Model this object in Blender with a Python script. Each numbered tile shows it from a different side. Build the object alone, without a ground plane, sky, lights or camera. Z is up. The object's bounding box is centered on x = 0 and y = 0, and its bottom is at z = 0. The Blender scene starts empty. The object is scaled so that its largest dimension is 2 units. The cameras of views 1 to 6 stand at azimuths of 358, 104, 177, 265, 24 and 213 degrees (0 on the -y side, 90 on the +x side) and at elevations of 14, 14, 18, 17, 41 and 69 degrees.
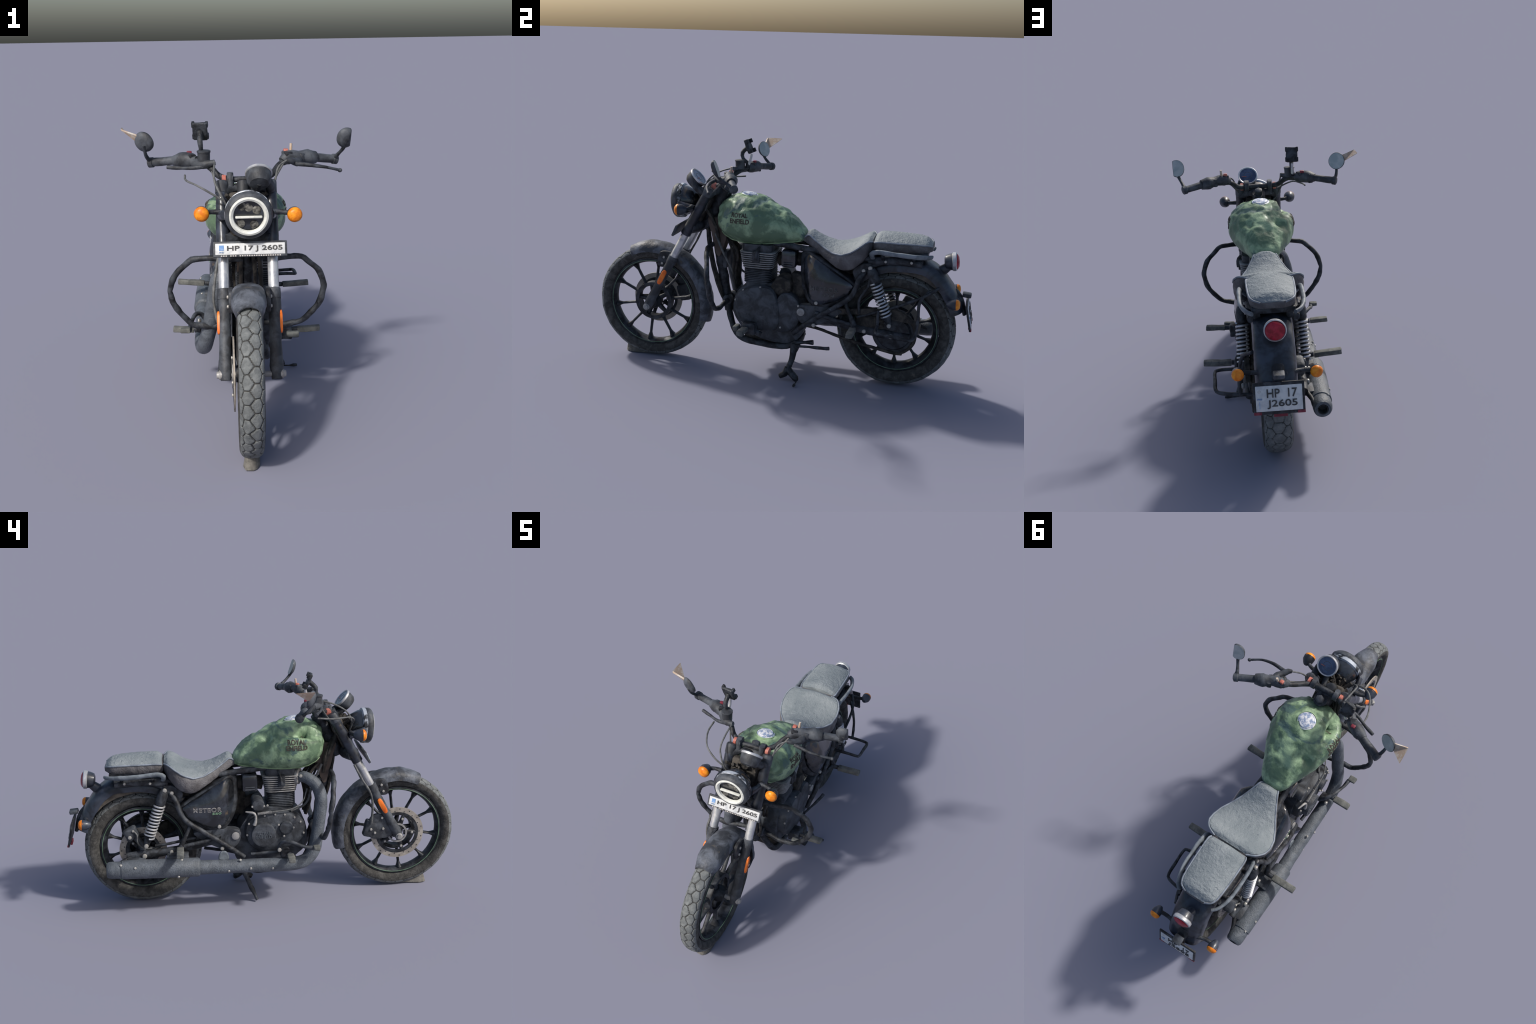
import bpy, bmesh, math, random
import numpy as np
from mathutils import Vector, Matrix, noise
from mathutils.bvhtree import BVHTree

random.seed(7)
rng = np.random.default_rng(7)
CX = 0.036                      # x of the machine's middle plane


def P(w, y, z):
    """point given by its offset from the middle plane (+w = rider's left)"""
    return Vector((CX + w, y, z))


# ------------------------------------------------------------------ materials
MATS = {}


def material(name, base, alt=None, scale=12.0, lo=0.42, hi=0.62, rough=0.6, metal=0.0,
             bump=0.0, bump_scale=90.0, fleck=None, fleck_scale=25.0, fleck_at=0.62,
             coat=0.0, spec=0.35, stretch=(1, 1, 1), trans=0.0):
    m = bpy.data.materials.new(name)
    m.use_nodes = True
    nt = m.node_tree
    nt.nodes.clear()
    out = nt.nodes.new('ShaderNodeOutputMaterial')
    b = nt.nodes.new('ShaderNodeBsdfPrincipled')
    nt.links.new(b.outputs[0], out.inputs[0])
    tc = nt.nodes.new('ShaderNodeTexCoord')
    mp = nt.nodes.new('ShaderNodeMapping')
    mp.inputs['Scale'].default_value = stretch
    nt.links.new(tc.outputs['Object'], mp.inputs['Vector'])

    def nz(sc, detail=5.0, rgh=0.6, dist=0.0):
        n = nt.nodes.new('ShaderNodeTexNoise')
        n.inputs['Scale'].default_value = sc
        n.inputs['Detail'].default_value = detail
        n.inputs['Roughness'].default_value = rgh
        n.inputs['Distortion'].default_value = dist
        nt.links.new(mp.outputs[0], n.inputs['Vector'])
        return n

    def ramp(src, a, bb, ca=(0, 0, 0, 1), cb=(1, 1, 1, 1)):
        r = nt.nodes.new('ShaderNodeValToRGB')
        r.color_ramp.elements[0].position = a
        r.color_ramp.elements[1].position = bb
        r.color_ramp.elements[0].color = ca
        r.color_ramp.elements[1].color = cb
        nt.links.new(src, r.inputs[0])
        return r.outputs[0]

    col = None
    b.inputs['Base Color'].default_value = (*base, 1)
    if alt is not None:
        col = ramp(nz(scale, 6.0, 0.62, 0.4).outputs['Fac'], lo, hi, (*base, 1), (*alt, 1))
        if fleck is not None:
            f = ramp(nz(fleck_scale, 4.0, 0.7, 0.8).outputs['Fac'], fleck_at, fleck_at + 0.06)
            mx = nt.nodes.new('ShaderNodeMix')
            mx.data_type = 'RGBA'
            nt.links.new(f, mx.inputs[0])
            nt.links.new(col, mx.inputs[6])
            mx.inputs[7].default_value = (*fleck, 1)
            col = mx.outputs[2]
        nt.links.new(col, b.inputs['Base Color'])
    b.inputs['Roughness'].default_value = rough
    b.inputs['Metallic'].default_value = metal
    b.inputs['Specular IOR Level'].default_value = spec
    b.inputs['Coat Weight'].default_value = coat
    b.inputs['Coat Roughness'].default_value = 0.2
    b.inputs['Transmission Weight'].default_value = trans
    if bump > 0:
        bp = nt.nodes.new('ShaderNodeBump')
        bp.inputs['Strength'].default_value = bump
        bp.inputs['Distance'].default_value = 0.004
        nt.links.new(nz(bump_scale, 4.0, 0.6).outputs['Fac'], bp.inputs['Height'])
        nt.links.new(bp.outputs[0], b.inputs['Normal'])
    MATS[name] = m
    return m


material('green_paint', (0.112, 0.182, 0.110), (0.285, 0.405, 0.25), scale=10, lo=0.44, hi=0.58, rough=0.5,
         bump=0.6, bump_scale=80, fleck=(0.085, 0.145, 0.128), fleck_scale=6, fleck_at=0.56, coat=0.1)  # teal flecks: dark reflections on the tank, painted into the green
material('green_lip', (0.20, 0.30, 0.16), (0.30, 0.42, 0.24), scale=30, rough=0.5)
material('seat_vinyl_top', (0.165, 0.194, 0.212), (0.255, 0.284, 0.298), scale=6, lo=0.35, hi=0.65, rough=0.65,  # black seat lightened to pale grey: sky sheen baked into the top panel
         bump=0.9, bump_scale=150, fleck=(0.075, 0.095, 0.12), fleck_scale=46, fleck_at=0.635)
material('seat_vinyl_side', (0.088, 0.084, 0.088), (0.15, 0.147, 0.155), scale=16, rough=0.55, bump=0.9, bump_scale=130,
         fleck=(0.22, 0.25, 0.30), fleck_scale=18, fleck_at=0.665)  # blue-grey flecks are highlights drawn on the side walls
material('seat_piping', (0.15, 0.175, 0.21), (0.25, 0.285, 0.335), scale=24, rough=0.5, bump=0.4)  # tinted pale blue to show the glint along the seat ridge
material('black_paint', (0.016, 0.018, 0.024), (0.045, 0.055, 0.078), scale=12, rough=0.4, bump=0.25, bump_scale=60,
         fleck=(0.085, 0.07, 0.055), fleck_scale=13, fleck_at=0.64, coat=0.3)
material('black_gloss', (0.009, 0.010, 0.012), (0.036, 0.043, 0.056), scale=10, rough=0.16, bump=0.18, bump_scale=36,
         fleck=(0.10, 0.075, 0.052), fleck_scale=10, fleck_at=0.63, coat=0.6, spec=0.5)  # brown flecks: warm horizon reflection coloured into the black
material('frame_black', (0.014, 0.015, 0.018), (0.055, 0.062, 0.074), scale=26, rough=0.55, bump=0.5, bump_scale=110,
         fleck=(0.11, 0.125, 0.15), fleck_scale=34, fleck_at=0.66)  # lighter bluish flecks paint small highlights on the black bars
material('dusty_black', (0.020, 0.019, 0.018), (0.075, 0.066, 0.056), scale=24, rough=0.8, bump=0.7, bump_scale=110)
material('engine_black', (0.032, 0.035, 0.041), (0.082, 0.092, 0.108), scale=17, rough=0.55, bump=0.35, bump_scale=110,
         fleck=(0.014, 0.015, 0.018), fleck_scale=30, fleck_at=0.66)
material('muffler_black', (0.080, 0.092, 0.108), (0.118, 0.135, 0.158), scale=24, rough=0.45, bump=0.7, bump_scale=150)
material('fender_paint', (0.042, 0.046, 0.055), (0.13, 0.145, 0.175), scale=15, rough=0.5, bump=0.5, bump_scale=90,  # blue-grey second tone carries painted highlight patches
         fleck=(0.095, 0.085, 0.072), fleck_scale=12, fleck_at=0.60)
material('rubber', (0.042, 0.041, 0.039), (0.088, 0.086, 0.081), scale=34, rough=0.85, bump=0.8, bump_scale=140,
         fleck=(0.115, 0.105, 0.088), fleck_scale=14, fleck_at=0.64)
material('tread_rubber', (0.115, 0.125, 0.128), (0.175, 0.188, 0.19), scale=34, rough=0.8, bump=0.5, bump_scale=150)
material('groove_rubber', (0.045, 0.046, 0.046), (0.07, 0.07, 0.068), scale=30, rough=0.9)  # darker tone on the tread groove faces
material('lamp_shell', (0.03, 0.032, 0.036), (0.44, 0.48, 0.54), scale=26, lo=0.42, hi=0.55, rough=0.4, metal=0.2)
material('alloy_black', (0.012, 0.013, 0.016), (0.048, 0.054, 0.064), scale=24, rough=0.5, bump=0.3, bump_scale=90)
material('green_line', (0.085, 0.15, 0.095), (0.16, 0.255, 0.17), scale=16, rough=0.6)
material('disc_steel', (0.30, 0.27, 0.235), (0.42, 0.385, 0.34), scale=22, rough=0.5, metal=0.25, bump=0.1)
material('chrome', (0.62, 0.62, 0.62), (0.40, 0.42, 0.46), scale=25, rough=0.28, metal=0.55, spec=0.5)
material('chrome_mottled', (0.26, 0.33, 0.48), (0.78, 0.78, 0.80), scale=48, lo=0.44, hi=0.56, rough=0.4, metal=0.1)
material('cast_bare', (0.26, 0.255, 0.25), (0.38, 0.375, 0.37), scale=30, rough=0.5, metal=0.2)
material('bolt_steel', (0.30, 0.29, 0.27), (0.50, 0.49, 0.46), scale=90, rough=0.4, metal=0.3)
material('amber', (0.66, 0.17, 0.010), (0.86, 0.31, 0.02), scale=40, rough=0.35, bump=0.3, bump_scale=60,
         fleck=(0.35, 0.10, 0.02), fleck_scale=30, fleck_at=0.68)
material('amber_reflector', (0.78, 0.15, 0.02), (0.88, 0.22, 0.03), scale=30, rough=0.4)
material('red_lens', (0.22, 0.006, 0.018), (0.42, 0.02, 0.045), scale=28, rough=0.3, bump=0.2)
material('red_plastic', (0.40, 0.12, 0.09), (0.60, 0.24, 0.19), scale=40, rough=0.5)
material('dark_red', (0.16, 0.02, 0.035), (0.24, 0.04, 0.06), scale=30, rough=0.5)
material('plate_white', (0.66, 0.67, 0.67), (0.50, 0.52, 0.54), scale=30, rough=0.45, bump=0.1)
material('ink', (0.045, 0.045, 0.048), (0.075, 0.075, 0.075), scale=60, rough=0.6)
material('emblem_brown', (0.055, 0.045, 0.035), (0.085, 0.07, 0.055), scale=60, rough=0.6)
material('ink_blue', (0.14, 0.28, 0.55), (0.30, 0.42, 0.62), scale=60, rough=0.6)
material('badge_white', (0.50, 0.48, 0.46), (0.36, 0.34, 0.33), scale=60, rough=0.5)
material('badge_green', (0.15, 0.29, 0.18), (0.22, 0.36, 0.24), scale=60, rough=0.5)
material('lamp_white', (0.72, 0.73, 0.68), (0.58, 0.60, 0.56), scale=60, rough=0.4)
material('lamp_dark', (0.018, 0.018, 0.018), (0.24, 0.235, 0.21), scale=36, lo=0.44, hi=0.66, rough=0.35, bump=0.4, bump_scale=50)
material('dial_blue', (0.035, 0.055, 0.12), (0.075, 0.11, 0.20), scale=30, rough=0.25, coat=0.4)
material('mirror_glass', (0.34, 0.38, 0.385), (0.47, 0.49, 0.48), scale=22, rough=0.3, metal=0.2)
material('tan_shard', (0.46, 0.34, 0.25), (0.66, 0.62, 0.56), scale=26, rough=0.6)
material('brown_panel', (0.095, 0.072, 0.060), (0.135, 0.105, 0.088), scale=16, rough=0.7, bump=0.2)
material('fender_liner', (0.055, 0.048, 0.042), (0.115, 0.098, 0.08), scale=20, rough=0.85, bump=0.5, bump_scale=90)
material('grab_grey', (0.12, 0.14, 0.16), (0.22, 0.25, 0.28), scale=20, rough=0.5, bump=0.3)
material('peg_rubber', (0.10, 0.105, 0.10), (0.17, 0.175, 0.165), scale=30, rough=0.8, bump=0.5, bump_scale=90)
material('mud', (0.10, 0.096, 0.086), (0.20, 0.19, 0.168), scale=25, rough=0.9, bump=0.6)
material('cable_grey', (0.075, 0.078, 0.08), (0.15, 0.155, 0.155), scale=40, rough=0.6)

# ------------------------------------------------------------------ builders
ROOT = bpy.data.objects.new('motorcycle', None)
ROOT.empty_display_size = 0.2
bpy.context.scene.collection.objects.link(ROOT)
ROOT['label'] = 'green and black retro cruiser motorcycle with chrome details'
ROOT['category'] = 'motorcycle'


def add(name, me, mat, parent=None, kind=None, matrix=None):
    ob = bpy.data.objects.new(name, me)
    bpy.context.scene.collection.objects.link(ob)
    ob.parent = parent or ROOT
    if matrix is not None:
        ob.matrix_local = matrix
    if mat and not me.materials:
        me.materials.append(MATS[mat])
    if kind:
        ob['kind'] = kind
    return ob


def finish(bm, angle=40, lump=0.0, lfreq=22.0, seed=0.0):
    bmesh.ops.remove_doubles(bm, verts=bm.verts, dist=1e-6)
    bmesh.ops.recalc_face_normals(bm, faces=bm.faces)
    if lump > 0:
        bm.normal_update()
        off = Vector((seed * 3.1, seed * 1.7, seed * 5.3))
        for v in bm.verts:
            n = noise.noise(v.co * lfreq + off) + 0.5 * noise.noise(v.co * lfreq * 2.3 + off)
            v.co += v.normal * (n * lump)
    me = bpy.data.meshes.new('part')
    bm.to_mesh(me)
    bm.free()
    me.polygons.foreach_set('use_smooth', [True] * len(me.polygons))
    me.set_sharp_from_angle(angle=math.radians(angle))
    return me


def loft_bm(rings, closed_ring=True, cap=True, loop=False):
    bm = bmesh.new()
    vs = [[bm.verts.new(p) for p in r] for r in rings]
    n = len(rings[0])
    rows = len(rings) if loop else len(rings) - 1
    for i in range(rows):
        a, b = vs[i], vs[(i + 1) % len(rings)]
        for j in range(n if closed_ring else n - 1):
            k = (j + 1) % n
            try:
                bm.faces.new((a[j], a[k], b[k], b[j]))
            except ValueError:
                pass
    if cap and not loop:
        for r in (vs[0], vs[-1]):
            try:
                bm.faces.new(r)
            except ValueError:
                pass
    return bm


def spline(pts, step=0.012):
    """Catmull-Rom through the points, resampled"""
    pts = [Vector(p) for p in pts]
    if len(pts) == 2:
        n = max(2, int((pts[1] - pts[0]).length / step))
        return [pts[0].lerp(pts[1], i / n) for i in range(n + 1)], [i / n for i in range(n + 1)]
    ext = [2 * pts[0] - pts[1]] + pts + [2 * pts[-1] - pts[-2]]
    out, par = [], []
    for i in range(1, len(ext) - 2):
        p0, p1, p2, p3 = ext[i - 1:i + 3]
        n = max(2, int((p2 - p1).length / step))
        for k in range(n):
            t = k / n
            out.append(0.5 * ((2 * p1) + (p2 - p0) * t + (2 * p0 - 5 * p1 + 4 * p2 - p3) * t * t
                              + (3 * p1 - p0 - 3 * p2 + p3) * t ** 3))
            par.append((i - 1 + t) / (len(pts) - 1))
    out.append(pts[-1])
    par.append(1.0)
    return out, par


def tube_bm(pts, rad, n=12, step=0.012, flat=1.0, up=None, ridge=0.0):
    """round bar; rad is a number or a list of radii at the control points"""
    path, par = spline(pts, step)
    rads = [rad] * len(pts) if not isinstance(rad, (list, tuple)) else rad
    rings = []
    nrm = None
    for i, p in enumerate(path):
        t = (path[min(i + 1, len(path) - 1)] - path[max(i - 1, 0)]).normalized()
        if nrm is None:
            ref = Vector(up) if up else (Vector((0, 0, 1)) if abs(t.z) < 0.9 else Vector((0, 1, 0)))
            nrm = (ref - t * ref.dot(t)).normalized()
        else:
            nrm = (nrm - t * nrm.dot(t)).normalized()
        bi = t.cross(nrm)
        r = float(np.interp(par[i], np.linspace(0, 1, len(rads)), rads))
        if ridge:
            r *= 1 + ridge * noise.noise(p * 40)
        rings.append([p + nrm * (math.cos(a) * r * flat) + bi * (math.sin(a) * r)
                      for a in (2 * math.pi * k / n for k in range(n))])
    return loft_bm(rings)


def tube(name, pts, rad, mat, parent=None, n=12, lump=0.0015, flat=1.0, up=None, step=0.012, kind=None, ridge=0.0):
    return add(name, finish(tube_bm(pts, rad, n, step, flat, up, ridge), 50, lump), mat, parent, kind)


def lathe_bm(profile, origin, axis, n=48, cap=True):
    """profile: list of (along axis, radius)"""
    axis = Vector(axis).normalized()
    ref = Vector((0, 0, 1)) if abs(axis.z) < 0.9 else Vector((0, 1, 0))
    e1 = (ref - axis * ref.dot(axis)).normalized()
    e2 = axis.cross(e1)
    o = Vector(origin)
    rings = [[o + axis * h + (e1 * math.cos(a) + e2 * math.sin(a)) * max(r, 1e-4)
              for a in (2 * math.pi * k / n for k in range(n))] for h, r in profile]
    return loft_bm(rings, cap=cap)


def lathe(name, profile, origin, axis, mat, parent=None, n=48, cap=True, lump=0.0, angle=40, loop=False, kind=None):
    bm = lathe_bm(profile + ([profile[0]] if loop else []), origin, axis, n, cap and not loop)
    return add(name, finish(bm, angle, lump), mat, parent, kind)


def box_bm(c, ex, ey, ez, half, bevel=0.004, seg=2, cuts=0):
    c = Vector(c)
    E = [Vector(e).normalized() for e in (ex, ey, ez)]
    bm = bmesh.new()
    bmesh.ops.create_cube(bm, size=2.0)
    if bevel > 0:
        for v in bm.verts:
            v.co = Vector((v.co.x * half[0], v.co.y * half[1], v.co.z * half[2]))
        bmesh.ops.bevel(bm, geom=bm.edges[:], offset=bevel, segments=seg, affect='EDGES', profile=0.5)
    else:
        for v in bm.verts:
            v.co = Vector((v.co.x * half[0], v.co.y * half[1], v.co.z * half[2]))
    if cuts:
        bmesh.ops.subdivide_edges(bm, edges=bm.edges[:], cuts=cuts, use_grid_fill=True)
    for v in bm.verts:
        v.co = c + E[0] * v.co.x + E[1] * v.co.y + E[2] * v.co.z
    return bm


X, Y, Z3 = Vector((1, 0, 0)), Vector((0, 1, 0)), Vector((0, 0, 1))


def box(name, c, half, mat, parent=None, ex=X, ey=Y, ez=Z3, bevel=0.004, lump=0.0, cuts=0, kind=None):
    return add(name, finish(box_bm(c, ex, ey, ez, half, bevel, cuts=cuts), 40, lump), mat, parent, kind)


def smooth_poly(pts, n=64, sharp=0.0):
    """closed outline through control points (2D), rounded"""
    pts = [Vector((p[0], p[1], 0)) for p in pts]
    m = len(pts)
    out = []
    per = max(2, n // m)
    for i in range(m):
        p0, p1, p2, p3 = pts[i - 1], pts[i], pts[(i + 1) % m], pts[(i + 2) % m]
        for k in range(per):
            t = k / per
            q = 0.5 * ((2 * p1) + (p2 - p0) * t + (2 * p0 - 5 * p1 + 4 * p2 - p3) * t * t + (3 * p1 - p0 - 3 * p2 + p3) * t ** 3)
            l = p1.lerp(p2, t)
            out.append(l.lerp(q, 1 - sharp))
    return out


def plate_yz_bm(outline, w0, w1, dome=0.0, inset=0.006, sharp=0.0, n=64):
    """slab whose outline lies in the y-z plane, from w0 (inner) to w1 (outer), rounded outer edge and domed face"""
    o = smooth_poly(outline, n, sharp)
    c = sum(o, Vector()) / len(o)
    s = 1 if w1 > w0 else -1
    rings = []

    def ring(k, w):
        rings.append([P(w, c.x + (q.x - c.x) * k, c.y + (q.y - c.y) * k) for q in o])
    R = max((q - c).length for q in o)
    kk = inset / R
    ring(1.0, w0)
    ring(1.0, w1 - s * inset)
    ring(1 - kk * 0.3, w1 - s * inset * 0.3)
    ring(1 - kk, w1)
    for f in (0.85, 0.6, 0.35, 0.12):
        ring((1 - kk) * f, w1 + s * dome * (1 - f * f))
    return loft_bm(rings)


def plate_yz(name, outline, w0, w1, mat, parent=None, dome=0.0, inset=0.006, sharp=0.0, n=64, lump=0.0, angle=40):
    return add(name, finish(plate_yz_bm(outline, w0, w1, dome, inset, sharp, n), angle, lump), mat, parent)


BOLT = None


def bolt(p, axis, parent, r=0.007, mat='bolt_steel', name='bolt'):
    """shared hexagonal bolt head with rounded top"""
    global BOLT
    if BOLT is None:
        BOLT = finish(lathe_bm([(-0.6, 0.75), (0.0, 1.0), (0.45, 1.0), (0.75, 0.8), (0.85, 0.35)], (0, 0, 0), (0, 0, 1), 10), 35)
        BOLT.materials.append(MATS[mat])
    q = Vector(axis).normalized().to_track_quat('Z', 'Y')
    M = Matrix.Translation(Vector(p)) @ q.to_matrix().to_4x4() @ Matrix.Scale(r * 0.88, 4)
    return add(name, BOLT, None, parent, matrix=M)


def text(name, body, origin, right, up, width, height, mat, parent=None, depth=0.0012, bold=0.0, bvh=None, direction=None,
         lift=0.001, spacing=1.0, shear=0.0):
    """lettering centred on origin, stretched to width x height; bvh wraps it on a surface along direction"""
    cu = bpy.data.curves.new('lettering', 'FONT')
    cu.body = body
    cu.align_x = 'CENTER'
    cu.extrude = 0.02
    cu.offset = bold
    cu.space_character = spacing
    cu.space_line = 0.85
    cu.shear = shear
    cu.resolution_u = 4
    tmp = bpy.data.objects.new('lettering', cu)
    bpy.context.scene.collection.objects.link(tmp)
    dg = bpy.context.evaluated_depsgraph_get()
    me = bpy.data.meshes.new_from_object(tmp.evaluated_get(dg))
    bpy.data.objects.remove(tmp)
    bm = bmesh.new()
    bm.from_mesh(me)
    bmesh.ops.triangulate(bm, faces=bm.faces)
    if bvh is not None:
        for _ in range(2):
            long = [e for e in bm.edges if e.calc_length() > 0.25]
            if long:
                bmesh.ops.subdivide_edges(bm, edges=long, cuts=1)
                bmesh.ops.triangulate(bm, faces=bm.faces)
    xs = [v.co.x for v in bm.verts]
    ys = [v.co.y for v in bm.verts]
    sx, sy = width / (max(xs) - min(xs)), height / (max(ys) - min(ys))
    mx, my = (max(xs) + min(xs)) / 2, (max(ys) + min(ys)) / 2
    right, up, o = Vector(right).normalized(), Vector(up).normalized(), Vector(origin)
    nrm = right.cross(up)
    for v in bm.verts:
        p = o + right * ((v.co.x - mx) * sx) + up * ((v.co.y - my) * sy)
        front = v.co.z > 0
        if bvh is not None:
            hit = bvh.ray_cast(p - Vector(direction) * 0.25, Vector(direction))
            if hit[0] is not None:
                p = hit[0]
            nn = -Vector(direction)
            p = p + nn * (lift + depth if front else -0.002)
        else:
            p = p + nrm * (lift + depth if front else -0.0005)
        v.co = p
    return add(name, finish(bm, 30), mat, parent)


def bvh_of(ob):
    bm = bmesh.new()
    bm.from_mesh(ob.data)
    t = BVHTree.FromBMesh(bm)
    bm.free()
    return t


# ------------------------------------------------------------------ wheels
def wheel(cw, cy, cz, R, half_w, rb, r_open, tread_du, cols, phase, seed):
    c = P(cw, cy, cz)
    # rim: barrel with lips
    lip = half_w * 0.70
    prof = [(-lip, rb + 0.004), (-lip - 0.003, rb - 0.006), (-lip + 0.006, rb - 0.012), (-lip * 0.55, r_open + 0.006),
            (0, r_open + 0.002), (lip * 0.55, r_open + 0.006), (lip - 0.006, rb - 0.012), (lip + 0.003, rb - 0.006), (lip, rb + 0.004),
            (lip * 0.5, rb - 0.004), (-lip * 0.5, rb - 0.004)]
    rim = lathe('wheel', prof, c, X, 'alloy_black', None, 96, loop=True, lump=0.001)
    # tyre with cut tread blocks
    N, Mv = 1300, 86
    phis = np.radians(np.linspace(-152, 152, Mv))
    rc, hr = (R + rb) / 2, (R - rb) / 2
    circ = 2 * math.pi * R
    nb = int(circ / tread_du)
    r2 = np.random.default_rng(seed)
    span = half_w * 1.35
    cells = []
    for i in range(nb):
        for j in range(cols):
            u = (i + (0.5 if j % 2 else 0.0) + r2.uniform(-.16, .16)) * circ / nb
            v = (-1 + (2 * j + 1) / cols) * span + r2.uniform(-.12, .12) * span / cols
            cells.append((u, v))
    cells = np.array(cells)
    vv = half_w * 1.1 * phis / 1.2
    limit = 1.22
    rings, deep = [], []
    gw = 0.0022
    for i in range(N):
        t = 2 * math.pi * i / N
        du = (cells[:, 0] - t * R + circ / 2) % circ - circ / 2
        m = np.abs(du) < tread_du * 2.2
        d = np.sort(np.hypot(du[m][None, :] * 0.68, cells[m, 1][None, :] - vv[:, None]), axis=1)
        g = (d[:, 1] - d[:, 0]) / 2
        dep = np.clip(1.6 * (1 - g / gw), 0, 1) * np.clip((limit - np.abs(phis)) / 0.12, 0, 1)
        ring = []
        for k, ph in enumerate(phis):
            sn = math.sin(ph)
            w = half_w * math.copysign(abs(sn) ** 0.85, sn) * (1 - 0.05 * dep[k] * abs(sn))
            rr = rc + hr * math.cos(ph) - 0.0055 * dep[k] * max(0.2, math.cos(ph))
            pos = c + Vector((w, math.cos(t) * rr, math.sin(t) * rr))
            q = noise.noise(pos * 14) * 0.0020 + noise.noise(pos * 45) * 0.0012
            ring.append(c + Vector((w * (1 + q * 8), math.cos(t) * (rr + q), math.sin(t) * (rr + q))))
        rings.append(ring)
        deep.append(dep)
    bm = loft_bm(rings, closed_ring=False, cap=False, loop=True)
    me = finish(bm, 60)
    for nm in ('rubber', 'tread_rubber', 'groove_rubber'):
        me.materials.append(MATS[nm])
    deep = np.array(deep)
    idx = np.zeros(len(me.polygons), dtype=np.int32)
    for f in range(len(me.polygons)):          # faces are laid ring by ring
        i, k = divmod(f, Mv - 1)
        if max(abs(phis[k]), abs(phis[k + 1])) < limit:
            i2 = (i + 1) % N
            dd = (deep[i, k] + deep[i, k + 1] + deep[i2, k] + deep[i2, k + 1]) / 4
            idx[f] = 2 if dd > 0.5 else 1
    me.polygons.foreach_set('material_index', idx)
    add('tyre', me, None, rim)
    # pinstripe on both sides of the rim lip
    for s in (-1, 1):
        lathe('pinstripe', [(s * (lip + 0.0045), rb - 0.008), (s * (lip + 0.0055), rb - 0.0062), (s * (lip + 0.0045), rb - 0.0045),
                            (s * (lip + 0.002), rb - 0.006)], c, X, 'green_line', rim, 96, loop=True)
    # hub, ring, webs
    lathe('hub', [(-0.05, 0.02), (-0.05, 0.03), (-0.02, 0.042), (0.02, 0.042), (0.05, 0.03), (0.05, 0.02)], c, X, 'alloy_black', rim, 32)
    ro = r_open * 0.45
    lathe('hub_ring', [(-0.020, ro - 0.012), (-0.020, ro + 0.008), (0.020, ro + 0.008), (0.020, ro - 0.012)], c, X, 'alloy_black', rim, 64, loop=True, lump=0.0012)
    web = finish(tube_bm([(0, 0, 0.035), (0, 0, ro)], [0.014, 0.010], 10), 50)
    spk = finish(tube_bm([(0, 0, ro - 0.004), (0, 0, ro + 0.02), (0, 0, r_open - 0.025), (0, 0, r_open + 0.004)],
                         [0.015, 0.0075, 0.0068, 0.016], 10, flat=1.6, up=(1, 0, 0)), 50, 0.0012)
    for m in (web, spk):
        m.materials.append(MATS['alloy_black'])
    for i in range(5):
        add('hub_web', web, None, rim, matrix=Matrix.Translation(c) @ Matrix.Rotation(math.radians(phase + 18 + 72 * i), 4, 'X'))
    for i in range(10):
        add('spoke', spk, None, rim, matrix=Matrix.Translation(c) @ Matrix.Rotation(math.radians(phase + 36 * i), 4, 'X'))
    return rim, c


def brake_disc(c, dw, r_in, r_out, parent, side, holes=30):
    o = c + X * dw
    d = lathe('brake_disc', [(-0.003, r_in), (-0.003, r_out), (0.003, r_out), (0.003, r_in)], o, X, 'disc_steel', parent, 72, loop=True, lump=0.0008)
    bm = bmesh.new()
    for k in range(holes):
        a = 2 * math.pi * k / holes
        r = r_in + (r_out - r_in) * (0.3 if k % 2 else 0.7)
        q = o + Vector((side * 0.0025, math.cos(a) * r, math.sin(a) * r))
        b2 = lathe_bm([(0, 0.0035), (0.0012, 0.0035)], q, X * side, 8)
        me = bpy.data.meshes.new('t')
        b2.to_mesh(me)
        b2.free()
        bm.from_mesh(me)
        bpy.data.meshes.remove(me)
    add('drill_hole', finish(bm), 'ink', parent, kind='stuff')
    lathe('disc_carrier', [(-0.004, r_in - 0.012), (-0.004, r_in + 0.004), (0.004, r_in + 0.004), (0.004, r_in - 0.012)], o, X, 'alloy_black', parent, 64, loop=True)
    arm = finish(tube_bm([(0, 0, 0.035), (0, 0, r_in - 0.004)], [0.014, 0.009], 8, flat=0.5, up=(1, 0, 0)), 50)
    arm.materials.append(MATS['alloy_black'])
    for k in range(5):
        M = Matrix.Translation(o) @ Matrix.Rotation(math.radians(72 * k + 20), 4, 'X')
        add('carrier_arm', arm, None, parent, matrix=M)
        bolt(M @ Vector((side * 0.004, 0, r_in * 0.72)), X * side, parent, 0.008)
    return d


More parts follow.
